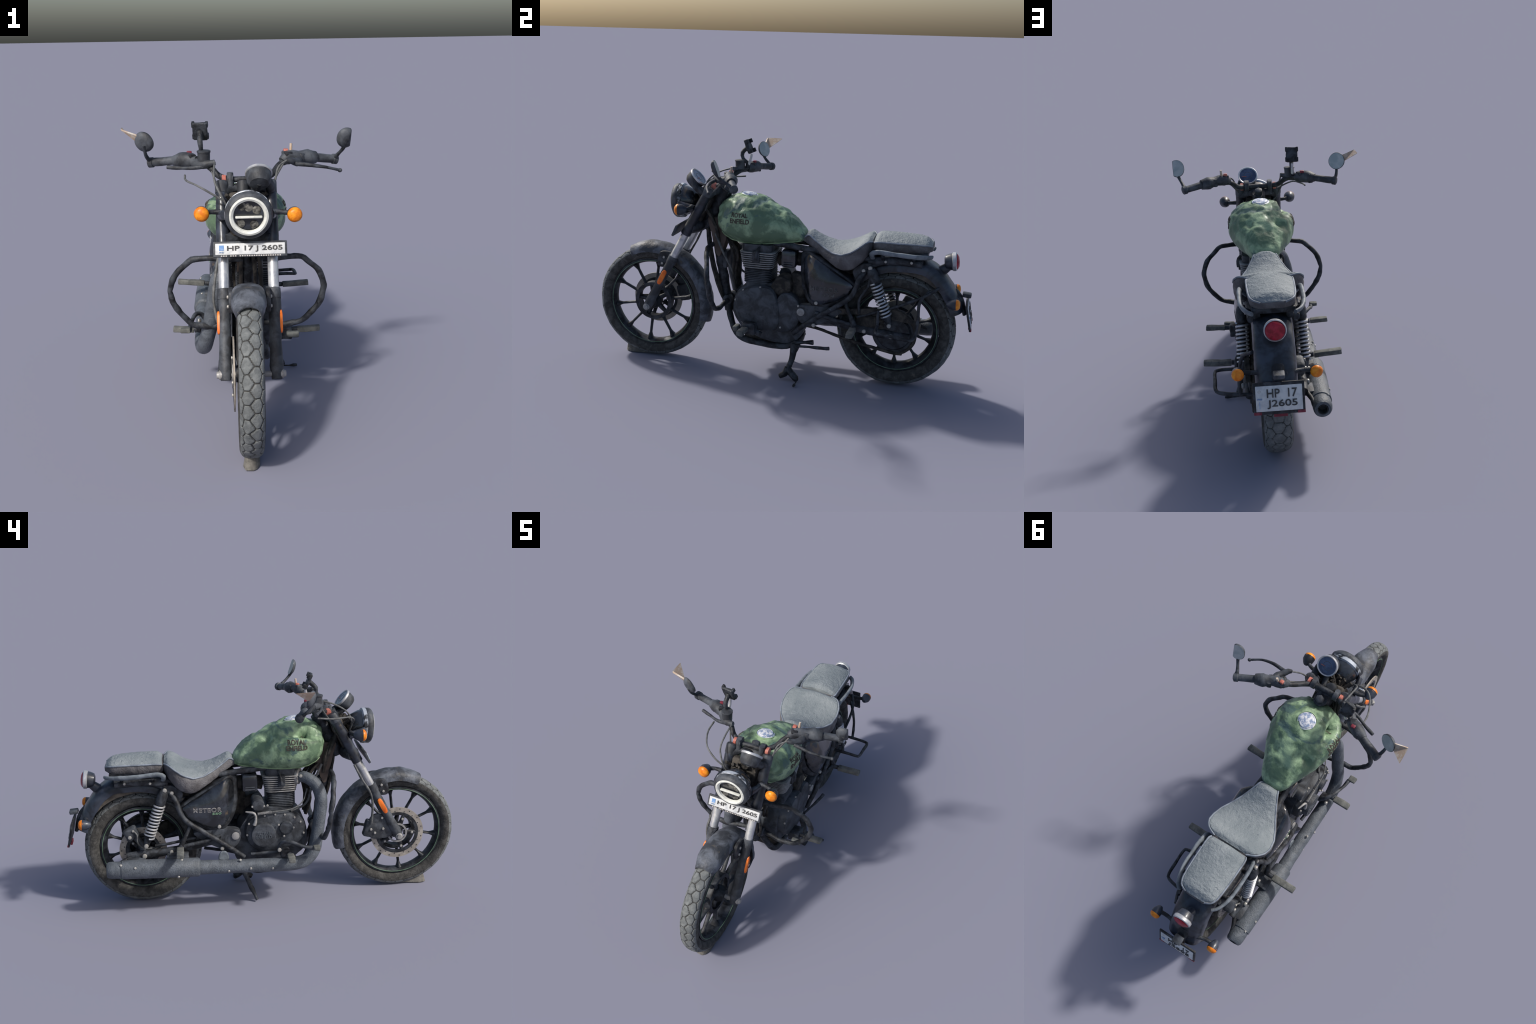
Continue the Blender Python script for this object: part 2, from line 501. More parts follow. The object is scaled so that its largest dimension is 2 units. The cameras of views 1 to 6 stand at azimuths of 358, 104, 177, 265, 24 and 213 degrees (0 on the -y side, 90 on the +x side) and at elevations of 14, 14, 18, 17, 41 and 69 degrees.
FW, FC = wheel(-0.006, -0.690, 0.306, 0.306, 0.045, 0.236, 0.213, 0.056, 4, -7, 3)
RW, RC = wheel(0.007, 0.624, 0.300, 0.300, 0.063, 0.215, 0.182, 0.064, 5, 0.5, 5)
brake_disc(FC, -0.058, 0.108, 0.138, FW, -1)
lathe('sensor_ring', [(-0.002, 0.043), (-0.002, 0.052), (0.002, 0.052), (0.002, 0.043)], FC - X * 0.064, X, 'cast_bare', FW, 48, loop=True)
brake_disc(RC, -0.072, 0.085, 0.120, RW, -1)
lathe('sprocket', [(-0.004, 0.06), (-0.004, 0.108), (0.004, 0.108), (0.004, 0.06)], RC + X * 0.092, X, 'alloy_black', RW, 48, loop=True)
lathe('sprocket_drum', [(-0.05, 0.03), (-0.05, 0.092), (0.030, 0.092), (0.050, 0.08), (0.056, 0.03)], RC + X * 0.06, X, 'alloy_black', RW, 40)
# caked mud wedge at the front contact patch
mud = [[P(wl, y, 0.002), P(wr, y, 0.002), P(wr * 0.8, y, z), P(wl * 0.8, y, z)]
       for y, z, wl, wr in ((-0.72, 0.010, -0.02, 0.015), (-0.78, 0.035, -0.034, 0.024), (-0.82, 0.052, -0.038, 0.022), (-0.845, 0.050, -0.034, 0.008), (-0.856, 0.020, -0.030, -0.004))]
add('mud_clump', finish(loft_bm(mud), 40, 0.004, 30), 'mud', FW)


# ------------------------------------------------------------------ fenders
def fender(name, c, r_of, a0, a1, half_w, drop, mat, parent=None, thick=0.004, n=60, taper=0.0, lump=0.002, square=0.55):
    """arched guard following the wheel; angle measured from +y through +z; r_of(a) gives crown radius"""
    outer = []
    m = 20
    for i in range(n + 1):
        t = i / n
        a = math.radians(a0 + (a1 - a0) * t)
        hw = half_w * (1 - taper * max(0, abs(2 * t - 1) - 0.8) / 0.2 * 0.5)
        ring = []
        for side in (0, 1):
            rng_ = range(m + 1) if side == 0 else range(m, -1, -1)
            for j in rng_:
                ph = -math.pi / 2 + math.pi * j / m
                s, co = math.sin(ph), math.cos(ph)
                w = hw * math.copysign(abs(s) ** square, s)
                r = r_of(math.degrees(a)) - drop(math.degrees(a)) * (1 - abs(co) ** square)
                if side:
                    w *= 1 - thick / hw
                    r -= thick * abs(co) ** square
                ring.append(Vector((c.x + w, c.y + r * math.cos(a), c.z + r * math.sin(a))))
        outer.append(ring)
    return add(name, finish(loft_bm(outer), 60, lump), mat, parent)


ff = fender('fender', FC, lambda a: 0.334 - 0.010 * max(0, (a - 95) / 20), -15, 114, 0.064, lambda a: 0.052, 'fender_paint', taper=0.6, square=0.85, lump=0.003)
for s in (-1, 1):
    plate_yz('fender_stay', [(-0.56, 0.60), (-0.625, 0.60), (-0.64, 0.53), (-0.60, 0.52), (-0.56, 0.55)], s * 0.062, s * 0.078, 'frame_black', ff)
    bolt(P(s * 0.079, -0.602, 0.575), X * s, ff, 0.008)
    bolt(P(s * 0.079, -0.612, 0.541), X * s, ff, 0.008)


def rear_r(a):
    return float(np.interp(a, [20, 28, 35, 46, 58, 68, 80, 99, 115, 140, 160], [.352, .357, .361, .370, .387, .393, .381, .371, .364, .352, .342]))


rf = fender('fender', RC, rear_r, 22, 150, 0.088, lambda a: 0.062, 'black_paint', n=70, lump=0.002, square=0.68)
fender('fender_liner', RC, lambda a: rear_r(a) - 0.018, 26, 150, 0.081, lambda a: max(0.03, rear_r(a) - 0.018 - 0.306), 'fender_liner', rf, n=60, lump=0.002, square=0.4)


# ------------------------------------------------------------------ front fork and steering
def fork_y(z):
    return -0.690 + 0.522 * (z - 0.303)


def fork(w, z, out=0.0):
    return P(w, fork_y(z), z)


FD = Vector((0, 0.522, 1)).normalized()      # fork axis, upwards
FN = Vector((0, -1, 0.522)).normalized()     # forward normal of the fork
for s in (-1, 1):
    w = s * 0.094
    leg = tube('fork_leg', [fork(w, 0.285), fork(w, 0.33), fork(w, 0.40), fork(w, 0.54), fork(w, 0.553), fork(w, 0.588)],
               [0.019, 0.026, 0.0225, 0.0225, 0.026, 0.026], 'engine_black', n=18, lump=0.0018)
    tube('stanchion', [fork(w, 0.56), fork(w, 0.73)], 0.0205, 'chrome', leg, n=18, lump=0.0008)
    tube('fork_shroud', [fork(w, 0.715), fork(w, 0.735), fork(w, 0.93)], [0.027, 0.027, 0.024], 'black_paint', leg, n=18)
    lathe('fork_cap', [(-0.02, 0.026), (0.022, 0.026), (0.028, 0.022), (0.030, 0.010)], fork(w, 0.942), FD, 'engine_black', leg, 24)
    # reflector on the outer face
    o = fork(w, 0.475) + X * s * 0.0215
    rb_ = [[o + X * s * d + FD * (math.copysign(abs(math.sin(a)) ** 0.5, math.sin(a)) * 0.044 * k)
            + FN * (math.copysign(abs(math.cos(a)) ** 0.7, math.cos(a)) * 0.0125 * k) for a in (2 * math.pi * i / 24 for i in range(24))]
           for d, k in ((-0.012, 1.0), (0.004, 1.0), (0.007, 0.85))]
    add('reflector', finish(loft_bm(rb_), 40), 'amber_reflector', leg)
    lathe('axle_nut', [(-0.03, 0.018), (0.006, 0.018), (0.008, 0.014), (0.016, 0.012), (0.017, 0.004)], fork(w, 0.303) + X * s * 0.018, X * s, 'cast_bare', leg, 12)
tube('axle', [P(-0.11, -0.69, 0.303), P(0.11, -0.69, 0.303)], 0.011, 'cast_bare', FW)
# brake caliper on the rear of the right leg
cal = box('brake_caliper', P(-0.078, -0.545, 0.345), (0.020, 0.032, 0.045), 'engine_black', ex=X, ey=(0, 1, 0.25), ez=(0, -0.25, 1), bevel=0.01, lump=0.004, cuts=2)
plate_yz('caliper_bracket', [(-0.60, 0.42), (-0.545, 0.41), (-0.53, 0.33), (-0.56, 0.29), (-0.65, 0.30), (-0.66, 0.35)], -0.085, -0.098, 'engine_black', cal, lump=0.002)
for q in ((-0.602, 0.405), (-0.608, 0.345), (-0.545, 0.345), (-0.565, 0.325)):
    bolt(P(-0.100, *q), -X, cal, 0.008)
tube('brake_hose', [P(-0.112, -0.455, 0.70), P(-0.125, -0.49, 0.63), P(-0.135, -0.535, 0.55), P(-0.122, -0.548, 0.47), P(-0.105, -0.545, 0.38)], 0.006, 'cable_grey', n=8)
# triple clamps and steering head
tc = tube('triple_clamp', [fork(-0.094, 0.925), fork(-0.05, 0.935) + Y * 0.02, fork(0, 0.94) + Y * 0.035, fork(0.05, 0.935) + Y * 0.02, fork(0.094, 0.925)], [0.026, 0.018, 0.026, 0.018, 0.026], 'frame_black', n=12)
tube('triple_clamp', [fork(-0.094, 0.752), fork(-0.04, 0.752) + Y * 0.03, fork(0.04, 0.752) + Y * 0.03, fork(0.094, 0.752)], [0.036, 0.034, 0.034, 0.036], 'frame_black', n=12)
tube('steering_head', [P(0, -0.395, 0.735), P(0, -0.285, 0.945)], 0.033, 'frame_black', n=18)
lathe('stem_nut', [(0, 0.02), (0.02, 0.02), (0.024, 0.012)], P(0.0, -0.285, 0.945), FD, 'engine_black', tc, 6)
lathe('ignition_lock', [(0, 0.022), (0.045, 0.022), (0.048, 0.016), (0.046, 0.004)], P(-0.012, -0.375, 0.925), FD, 'engine_black', tc, 24)
# clutter of wiring behind the lamp
for k in range(14):
    r = random.Random(40 + k)
    w0, w1 = r.uniform(-0.085, 0.085), r.uniform(-0.08, 0.08)
    tube('wiring', [P(w0, -0.42 + r.uniform(-.03, .03), 0.93), P((w0 + w1) / 2 + r.uniform(-.03, .03), -0.385, 0.86), P(w1, -0.35 + r.uniform(-.02, .03), 0.76),
                    P(w1 * 0.5, -0.31, 0.66 + r.uniform(-.03, .02))], r.uniform(0.005, 0.010), 'dusty_black', n=7, step=0.02)
box('wiring_shroud', P(0, -0.405, 0.845), (0.066, 0.03, 0.085), 'dusty_black', ex=X, ey=FN, ez=FD, bevel=0.015, lump=0.008, cuts=4)

# head lamp: bowl, rim, light ring, bar
HC = P(0.004, -0.546, 0.871)
HA = Vector((0, -1, -0.06)).normalized()
lamp = lathe('headlight', [(-0.115, 0.015), (-0.110, 0.036), (-0.092, 0.058), (-0.055, 0.076), (-0.015, 0.084), (0.0, 0.085)], HC, HA, 'black_gloss', None, 48, lump=0.003)
lathe('lamp_rim', [(-0.018, 0.084), (-0.012, 0.089), (0.004, 0.089), (0.014, 0.082), (0.018, 0.074), (0.012, 0.070)], HC, HA, 'engine_black', lamp, 64, loop=True, lump=0.001)
lathe('lamp_collar', [(-0.040, 0.080), (-0.034, 0.0885), (-0.018, 0.0905), (-0.014, 0.084)], HC, HA, 'lamp_shell', lamp, 64, loop=True)
lathe('light_ring', [(0.006, 0.056), (0.016, 0.058), (0.021, 0.066), (0.018, 0.073), (0.006, 0.075)], HC, HA, 'lamp_white', lamp, 64, loop=True, lump=0.0015)
lathe('lamp_reflector', [(0.010, 0.072), (0.002, 0.060), (-0.012, 0.04), (-0.018, 0.002)], HC, HA, 'lamp_dark', lamp, 48, lump=0.006, cap=False)
box('light_bar', HC + HA * 0.010 - Z3 * 0.004, (0.050, 0.0042, 0.007), 'lamp_white', lamp, ex=X, ey=HA.cross(X), ez=HA, bevel=0.003)
for a, b in ((-0.03, -0.03), (0.02, -0.035), (0.0, 0.03), (-0.025, 0.035), (0.03, 0.02)):
    lathe('lamp_projector', [(-0.025, 0.018), (-0.004, 0.016), (0.0, 0.008)], HC + X * a + Z3 * b + HA * 0.006, HA, 'lamp_dark', lamp, 16)
for s in (-1, 1):
    tube('lamp_bracket', [P(s * 0.10, -0.43, 0.85), P(s * 0.095, -0.48, 0.86), P(s * 0.088, -0.515, 0.868)], 0.014, 'black_paint', lamp, n=10, flat=1.4)


def indicator(name, c, axis, stalk_to, rad=0.029):
    axis = Vector(axis).normalized()
    b = lathe(name, [(-0.045, 0.010), (-0.038, rad * 0.6), (-0.02, rad * 0.95), (0.0, rad)], c, axis, 'black_paint', None, 28, lump=0.001)
    lathe('indicator_lens', [(-0.006, rad * 0.98), (0.002, rad * 1.0), (0.010, rad * 0.92), (0.017, rad * 0.6), (0.019, rad * 0.1)], c, axis, 'amber', b, 28, lump=0.0012)
    tube('indicator_stalk', [c - axis * 0.022, c - axis * 0.022 + (Vector(stalk_to) - c) * 0.5, Vector(stalk_to)], [0.011, 0.009, 0.012], 'frame_black', b, n=10)
    return b


indicator('indicator', Vector((0.2155, -0.485, 0.858)), (0.05, -1, 0), P(0.10, -0.44, 0.862))
indicator('indicator', Vector((-0.136, -0.485, 0.867)), (-0.05, -1, 0), P(-0.10, -0.44, 0.865))

# front number plate
PN = Vector((0, -1, 0.45)).normalized()
PU = Vector((0, 0.45, 1)).normalized()
PC = P(0.008, -0.520, 0.737)
fp = box('number_plate', PC, (0.139, 0.030, 0.006), 'engine_black', ex=X, ey=PU, ez=PN, bevel=0.003)
box('plate_face', PC + PN * 0.006, (0.131, 0.0215, 0.0016), 'plate_white', fp, ex=X, ey=PU, ez=PN, bevel=0.001)
text('plate_lettering', 'HP 17 J 2605', PC + PN * 0.0085 + X * 0.017, X, PU, 0.208, 0.024, 'ink', fp, bold=0.012)
box('plate_crest', PC + PN * 0.0085 - X * 0.108 + PU * 0.004, (0.009, 0.010, 0.0008), 'ink_blue', fp, ex=X, ey=PU, ez=PN, bevel=0)
text('plate_lettering', 'IND', PC + PN * 0.0085 - X * 0.108 - PU * 0.0125, X, PU, 0.016, 0.005, 'ink_blue', fp)
for k in range(26):
    if k in (3, 7):
        continue
    box('plate_print', PC + PN * 0.0064 - PU * 0.0262 + X * (-0.108 + k * 0.0088), (0.0028, 0.0024, 0.0007), 'badge_white', fp, ex=X, ey=PU, ez=PN, bevel=0)

# instrument
SA = Vector((0, 0.74, 0.67)).normalized()
SC = Vector((0.084, -0.423, 1.008))
sp = lathe('speedometer', [(-0.055, 0.02), (-0.052, 0.036), (-0.04, 0.045), (-0.012, 0.049), (0, 0.049)], SC, SA, 'engine_black', None, 40, lump=0.0012)
lathe('bezel', [(-0.006, 0.048), (-0.004, 0.052), (0.004, 0.052), (0.007, 0.049), (0.004, 0.044)], SC, SA, 'chrome', sp, 48, loop=True)
lathe('dial', [(0.001, 0.046), (0.003, 0.044), (0.0035, 0.002)], SC, SA, 'dial_blue', sp, 40)
SU = SA.cross(X)
lathe('dial_ring', [(0.0032, 0.020), (0.0042, 0.021), (0.0032, 0.022)], SC, SA, 'cable_grey', sp, 40, loop=True)
box('needle', SC + SA * 0.0042 - X * -0.02 + SU * 0.006, (0.012, 0.0012, 0.0005), 'red_plastic', sp, ex=X, ey=SU, ez=SA, bevel=0)
tube('speedometer_bracket', [SC - SA * 0.045, P(0.04, -0.42, 0.945), P(0.03, -0.36, 0.925)], 0.014, 'frame_black', sp, n=10)
tube('speedometer_bracket', [P(0.075, -0.44, 0.99), P(0.09, -0.42, 0.96), P(0.094, -0.37, 0.93)], 0.018, 'frame_black', sp, n=10)

# handlebar with risers, grips, switches, levers
BARP = [Vector((-0.344, -0.148, 1.020)), Vector((-0.245, -0.188, 1.032)), Vector((-0.160, -0.228, 1.036)), Vector((-0.105, -0.270, 1.015)),
        Vector((-0.066, -0.305, 0.982)), Vector((-0.02, -0.325, 0.972)), Vector((0.036, -0.327, 0.972)), Vector((0.092, -0.323, 0.972)),
        Vector((0.140, -0.290, 0.982)), Vector((0.175, -0.245, 1.015)), Vector((0.225, -0.215, 1.036)), Vector((0.315, -0.178, 1.032)), Vector((0.409, -0.138, 1.018))]
bar = tube('handlebar', BARP, 0.0125, 'frame_black', n=12)
for s, x in ((-1, -0.024), (1, 0.096)):
    base = Vector((x, -0.342, 0.925))
    top = Vector((x, -0.338, 1.0))
    r_ = tube('bar_riser', [base, base.lerp(top, 0.5), top], [0.017, 0.016, 0.013], 'engine_black', bar, n=14)
    lathe('riser_clamp', [(-0.009, 0.014), (-0.007, 0.0185), (0.007, 0.0185), (0.009, 0.014)], Vector((x - s * 0 + s * 0.024, -0.327, 0.972)), X, 'red_plastic', bar, 18, lump=0.002)
    lathe('riser_clamp', [(-0.012, 0.02), (-0.010, 0.026), (0.010, 0.026), (0.012, 0.02)], Vector((x, -0.327, 0.975)), X, 'engine_black', bar, 18)


def on_bar(t, i0, i1):
    return BARP[i0].lerp(BARP[i1], t)


# grips
gr = tube('grip', [BARP[0], BARP[1]], [0.0175, 0.0175], 'engine_black', bar, n=14)
gl = tube('grip', [BARP[11].lerp(BARP[12], -0.1), BARP[12]], [0.0175, 0.0175], 'engine_black', bar, n=14)
for p, d in ((BARP[0], BARP[0] - BARP[1]), (BARP[12], BARP[12] - BARP[11])):
    lathe('bar_weight', [(-0.012, 0.017), (-0.01, 0.021), (0.008, 0.021), (0.012, 0.014), (0.0125, 0.003)], p, d, 'engine_black', bar, 18)
# switch pods
tube('switch_pod', [BARP[1].lerp(BARP[2], -0.05), BARP[1].lerp(BARP[2], 0.25), BARP[1].lerp(BARP[2], 0.75), BARP[2].lerp(BARP[3], 0.1)], [0.021, 0.030, 0.029, 0.020], 'engine_black', bar, n=14, lump=0.005)
tube('switch_pod', [Vector((0.325, -0.174, 1.032)), Vector((0.29, -0.188, 1.036)), Vector((0.255, -0.203, 1.04)), Vector((0.21, -0.222, 1.038)), Vector((0.185, -0.238, 1.025))],
     [0.024, 0.032, 0.024, 0.029, 0.018], 'engine_black', bar, n=14, lump=0.004)
box('switch_button', (0.203, -0.213, 1.066), (0.009, 0.009, 0.007), 'red_plastic', bar, bevel=0.003, lump=0.002, cuts=1)
box('switch_button', (-0.185, -0.20, 1.064), (0.010, 0.008, 0.006), 'dark_red', bar, bevel=0.003, lump=0.001)
tube('switch_stub', [Vector((0.222, -0.208, 1.055)), Vector((0.224, -0.205, 1.094))], 0.0055, 'tan_shard', bar, n=8)
for c_, h_ in (((0.208, -0.224, 1.040), (0.016, 0.022, 0.024)), ((0.262, -0.200, 1.036), (0.012, 0.026, 0.020)), ((0.288, -0.19, 1.046), (0.018, 0.02, 0.014)),
               ((-0.176, -0.218, 1.040), (0.016, 0.024, 0.022)), ((-0.222, -0.198, 1.030), (0.014, 0.022, 0.024))):
    box('switch_housing', c_, h_, 'frame_black', bar, ex=(0.93, 0.36, 0), ey=(-0.36, 0.93, 0), bevel=0.006, lump=0.005, cuts=2)
# brake fluid reservoir
lathe('fluid_reservoir', [(-0.024, 0.020), (-0.022, 0.024), (0.018, 0.026), (0.019, 0.028), (0.026, 0.028), (0.028, 0.024)], Vector((-0.126, -0.263, 1.052)), (0, -0.05, 1), 'engine_black', bar, 20, lump=0.0015)
tube('lever_perch', [Vector((-0.17, -0.235, 1.03)), Vector((-0.13, -0.27, 1.025)), Vector((-0.10, -0.285, 1.03)), Vector((-0.082, -0.288, 1.035))], [0.018, 0.02, 0.013, 0.010], 'engine_black', bar, n=10, lump=0.003)
tube('lever_perch', [Vector((0.25, -0.215, 1.035)), Vector((0.245, -0.25, 1.025)), Vector((0.215, -0.288, 1.035)), Vector((0.20, -0.295, 1.038))], [0.016, 0.018, 0.012, 0.009], 'engine_black', bar, n=10, lump=0.003)
tube('brake_lever', [Vector((-0.12, -0.28, 1.02)), Vector((-0.17, -0.275, 1.012)), Vector((-0.225, -0.252, 1.010)), Vector((-0.273, -0.235, 1.012))], [0.010, 0.008, 0.007, 0.008], 'frame_black', bar, n=10)
tube('clutch_lever', [Vector((0.235, -0.285, 1.022)), Vector((0.30, -0.292, 1.016)), Vector((0.36, -0.285, 1.005)), Vector((0.415, -0.26, 0.989))], [0.010, 0.008, 0.006, 0.006], 'frame_black', bar, n=10)
lathe('lever_ball', [(-0.009, 0.002), (-0.006, 0.007), (0, 0.009), (0.006, 0.007), (0.009, 0.002)], (0.415, -0.26, 0.989), X, 'frame_black', bar, 12)
# mirrors
MR = Vector((-0.363, -0.196, 1.110))
ML = Vector((0.444, -0.212, 1.114))


def mirror(c, normal, rx, rz, cut, stem):
    n = Vector(normal).normalized()
    e1 = Z3.cross(n).normalized()
    e2 = n.cross(e1)
    out = []
    for k in range(40):
        a = 2 * math.pi * k / 40
        u, v = math.cos(a) * rx, math.sin(a) * rz
        if cut is not None:
            u = min(u, cut) if cut > 0 else max(u, cut)
        out.append((u, v))
    def ring(k, h):
        return [c + e1 * (u * k) + e2 * (v * k) + n * h for u, v in out]
    shell = loft_bm([ring(0.35, -0.020), ring(0.7, -0.016), ring(0.95, -0.008), ring(1.0, 0.0), ring(0.97, 0.002), ring(0.93, 0.001), ring(0.3, 0.001)])
    m = add('mirror', finish(shell, 50, 0.0015), 'engine_black')
    add('mirror_glass', finish(loft_bm([ring(0.94, 0.0005), ring(0.94, 0.0028), ring(0.5, 0.0030)]), 40, 0.0008), 'mirror_glass', m)
    tube('mirror_stem', stem, [0.013, 0.008, 0.0075, 0.008], 'frame_black', m, n=10)
    return m


mr = mirror(MR, (0.50, 1, 0.32), 0.043, 0.043, None, [BARP[0] + Vector((0.005, 0, 0.0)), Vector((-0.352, -0.165, 1.035)), Vector((-0.361, -0.19, 1.06)), MR + Vector((0, -0.016, -0.012))])
ml = mirror(ML, (-0.12, 1, 0.36), 0.038, 0.044, -0.020, [BARP[12], Vector((0.415, -0.16, 1.035)), Vector((0.436, -0.2, 1.07)), ML + Vector((0.004, -0.016, -0.005))])
# torn tan shard hanging off the right mirror
sh = [Vector((-0.392, -0.196, 1.139)), Vector((-0.398, -0.178, 1.112)), Vector((-0.458, -0.118, 1.161)), Vector((-0.455, -0.200, 1.163))]
bm = bmesh.new()
top = [bm.verts.new(p) for p in sh]
ctr = sum(sh, Vector()) / 4
bot = [bm.verts.new(p + Vector((0.004, -0.006, -0.006))) for p in sh]
bm.faces.new(top)
bm.faces.new(bot[::-1])
for i in range(4):
    bm.faces.new((top[i], top[(i + 1) % 4], bot[(i + 1) % 4], bot[i]))
bmesh.ops.triangulate(bm, faces=bm.faces)
bmesh.ops.subdivide_edges(bm, edges=bm.edges[:], cuts=2, use_grid_fill=True)
add('mirror_shard', finish(bm, 30, 0.0012, 40), 'tan_shard', mr)
# phone holder
PH = Vector((-0.139, -0.220, 1.150))
pn = Vector((0.1, 0.88, 0.40)).normalized()
pe = pn.cross(Z3).normalized()
ph = box('phone_holder', PH, (0.029, 0.038, 0.008), 'frame_black', ex=pe, ey=pn.cross(pe), ez=pn, bevel=0.004, lump=0.003, cuts=3)
for a, b in ((-1, -1), (1, -1), (-1, 1), (1, 1)):
    box('holder_claw', PH + pe * (a * 0.027) + pn.cross(pe) * (b * 0.026) + pn * 0.008, (0.006, 0.011, 0.010), 'frame_black', ph, ex=pe, ey=pn.cross(pe), ez=pn, bevel=0.003)
tube('holder_arm', [PH - pn * 0.006, Vector((-0.139, -0.255, 1.115)), Vector((-0.137, -0.252, 1.085)), Vector((-0.137, -0.232, 1.065)), Vector((-0.142, -0.225, 1.045))], [0.012, 0.011, 0.010, 0.011, 0.013], 'frame_black', ph, n=10, lump=0.003)
tube('holder_arm', [Vector((-0.139, -0.205, 1.11)), Vector((-0.138, -0.21, 1.085)), Vector((-0.14, -0.225, 1.05))], [0.006, 0.007, 0.010], 'chrome', ph, n=8, lump=0.002)
# cables
CAB = [
    [Vector((-0.203, -0.253, 0.980)), Vector((-0.196, -0.33, 0.972)), Vector((-0.154, -0.415, 0.966)), Vector((-0.10, -0.448, 0.940)), Vector((-0.055, -0.451, 0.912))],
    [Vector((-0.083, -0.300, 1.036)), Vector((-0.086, -0.36, 1.015)), Vector((-0.083, -0.418, 0.975)), Vector((-0.052, -0.448, 0.913)), Vector((-0.03, -0.44, 0.87))],
    [Vector((-0.10, -0.28, 1.02)), Vector((-0.085, -0.31, 0.97)), Vector((-0.06, -0.35, 0.91)), Vector((-0.02, -0.37, 0.86))],
    [Vector((0.20, -0.295, 1.038)), Vector((0.165, -0.32, 1.015)), Vector((0.15, -0.345, 0.96)), Vector((0.13, -0.38, 0.90)), Vector((0.12, -0.40, 0.82))],
    [Vector((0.19, -0.25, 1.02)), Vector((0.155, -0.30, 0.97)), Vector((0.13, -0.35, 0.92)), Vector((0.10, -0.38, 0.84))],
    [P(-0.06, -0.30, 0.70), P(-0.07, -0.25, 0.60), P(-0.07, -0.215, 0.50), P(-0.11, -0.13, 0.475)],
    [P(0.05, -0.33, 0.72), P(0.06, -0.28, 0.62), P(0.05, -0.24, 0.54), P(0.03, -0.22, 0.46)],
]
for k, c_ in enumerate(CAB):
    tube('cable', c_, 0.0042 if k < 5 else 0.006, 'cable_grey', bar, n=7, lump=0.0006)

# ------------------------------------------------------------------ frame
fr = tube('frame', [P(0, -0.350, 0.79), P(0, -0.332, 0.69), P(0, -0.310, 0.56), P(0, -0.284, 0.42), P(0, -0.260, 0.30)], [0.03, 0.028, 0.027, 0.025, 0.025], 'frame_black', n=14, lump=0.003)
plate_yz('gusset', [(-0.265, 0.72), (-0.285, 0.80), (-0.375, 0.80), (-0.36, 0.735), (-0.325, 0.60), (-0.305, 0.60)], -0.040, 0.040, 'brown_panel', fr, sharp=0.6, lump=0.002)
for s in (-1, 1):
    tube('cradle_tube', [P(s * 0.02, -0.262, 0.36), P(s * 0.055, -0.236, 0.27), P(s * 0.078, -0.180, 0.185), P(s * 0.082, -0.06, 0.160), P(s * 0.085, 0.06, 0.158), P(s * 0.09, 0.13, 0.19)], 0.017, 'frame_black', fr, n=12, lump=0.003)
    # rear loop: backbone side, bends round the side cover and runs down to the cradle
    tube('frame_tube', [P(s * 0.075, 0.60, 0.665), P(s * 0.10, 0.50, 0.635), P(s * 0.135, 0.445, 0.575), P(s * 0.146, 0.425, 0.515), P(s * 0.150, 0.385, 0.458), P(s * 0.150, 0.228, 0.345), P(s * 0.130, 0.115, 0.250)], 0.013, 'frame_black', fr, n=12)
    tube('frame_tube', [P(s * 0.05, -0.25, 0.71), P(s * 0.055, -0.05, 0.70), P(s * 0.07, 0.2, 0.68), P(s * 0.085, 0.42, 0.665), P(s * 0.095, 0.62, 0.668), P(s * 0.07, 0.74, 0.672)], 0.016, 'frame_black', fr, n=12)
    tube('peg_hanger', [P(s * 0.135, 0.375, 0.450), P(s * 0.15, 0.405, 0.39), P(s * 0.155, 0.432, 0.335)], [0.011, 0.010, 0.015], 'frame_black', fr, n=10)
    tube('peg_hanger', [P(s * 0.135, 0.23, 0.375), P(s * 0.15, 0.33, 0.352), P(s * 0.155, 0.432, 0.335)], 0.011, 'frame_black', fr, n=10)
    plate_yz('shock_mount', [(0.50, 0.650), (0.44, 0.64), (0.405, 0.60), (0.44, 0.55), (0.475, 0.60)], s * 0.09, s * 0.122, 'frame_black', fr, lump=0.002)
    bolt(P(s * 0.123, 0.461, 0.612), X * s, fr, 0.012, 'bolt_steel')
tube('frame_tube', [P(0, -0.30, 0.86), P(0, -0.1, 0.76), P(0, 0.15, 0.72)], 0.028, 'frame_black', fr)
# engine bay filler: air box, battery box, hoses between tank and engine
box('air_box', P(0, 0.27, 0.535), (0.055, 0.12, 0.10), 'dusty_black', fr, bevel=0.03, lump=0.008, cuts=4)
box('battery_box', P(0, 0.35, 0.61), (0.065, 0.10, 0.045), 'dusty_black', fr, bevel=0.02, lump=0.006, cuts=4)
for k in range(6):
    r = random.Random(90 + k)
    w = r.uniform(-0.05, 0.05)
    tube('hose', [P(w, -0.27 + r.uniform(-.02, .02), 0.70), P(w * 1.3, -0.232 + r.uniform(-.02, .02), 0.62), P(w * 1.2, -0.225 + r.uniform(-.02, .02), 0.52), P(w, -0.215, 0.43)], r.uniform(0.004, 0.009), 'dusty_black', fr, n=7, step=0.02, lump=0.003)
for w_, d_ in ((0.028, 0.0), (-0.024, 0.006), (0.05, -0.004)):
    tube('hose', [P(w_ * 0.6, -0.375 + d_, 0.74), P(w_, -0.358 + d_, 0.64), P(w_ * 1.1, -0.336 + d_, 0.54), P(w_, -0.305 + d_, 0.43), P(w_ * 0.6, -0.275, 0.34)], 0.008, 'dusty_black', fr, n=8, step=0.02, lump=0.003)
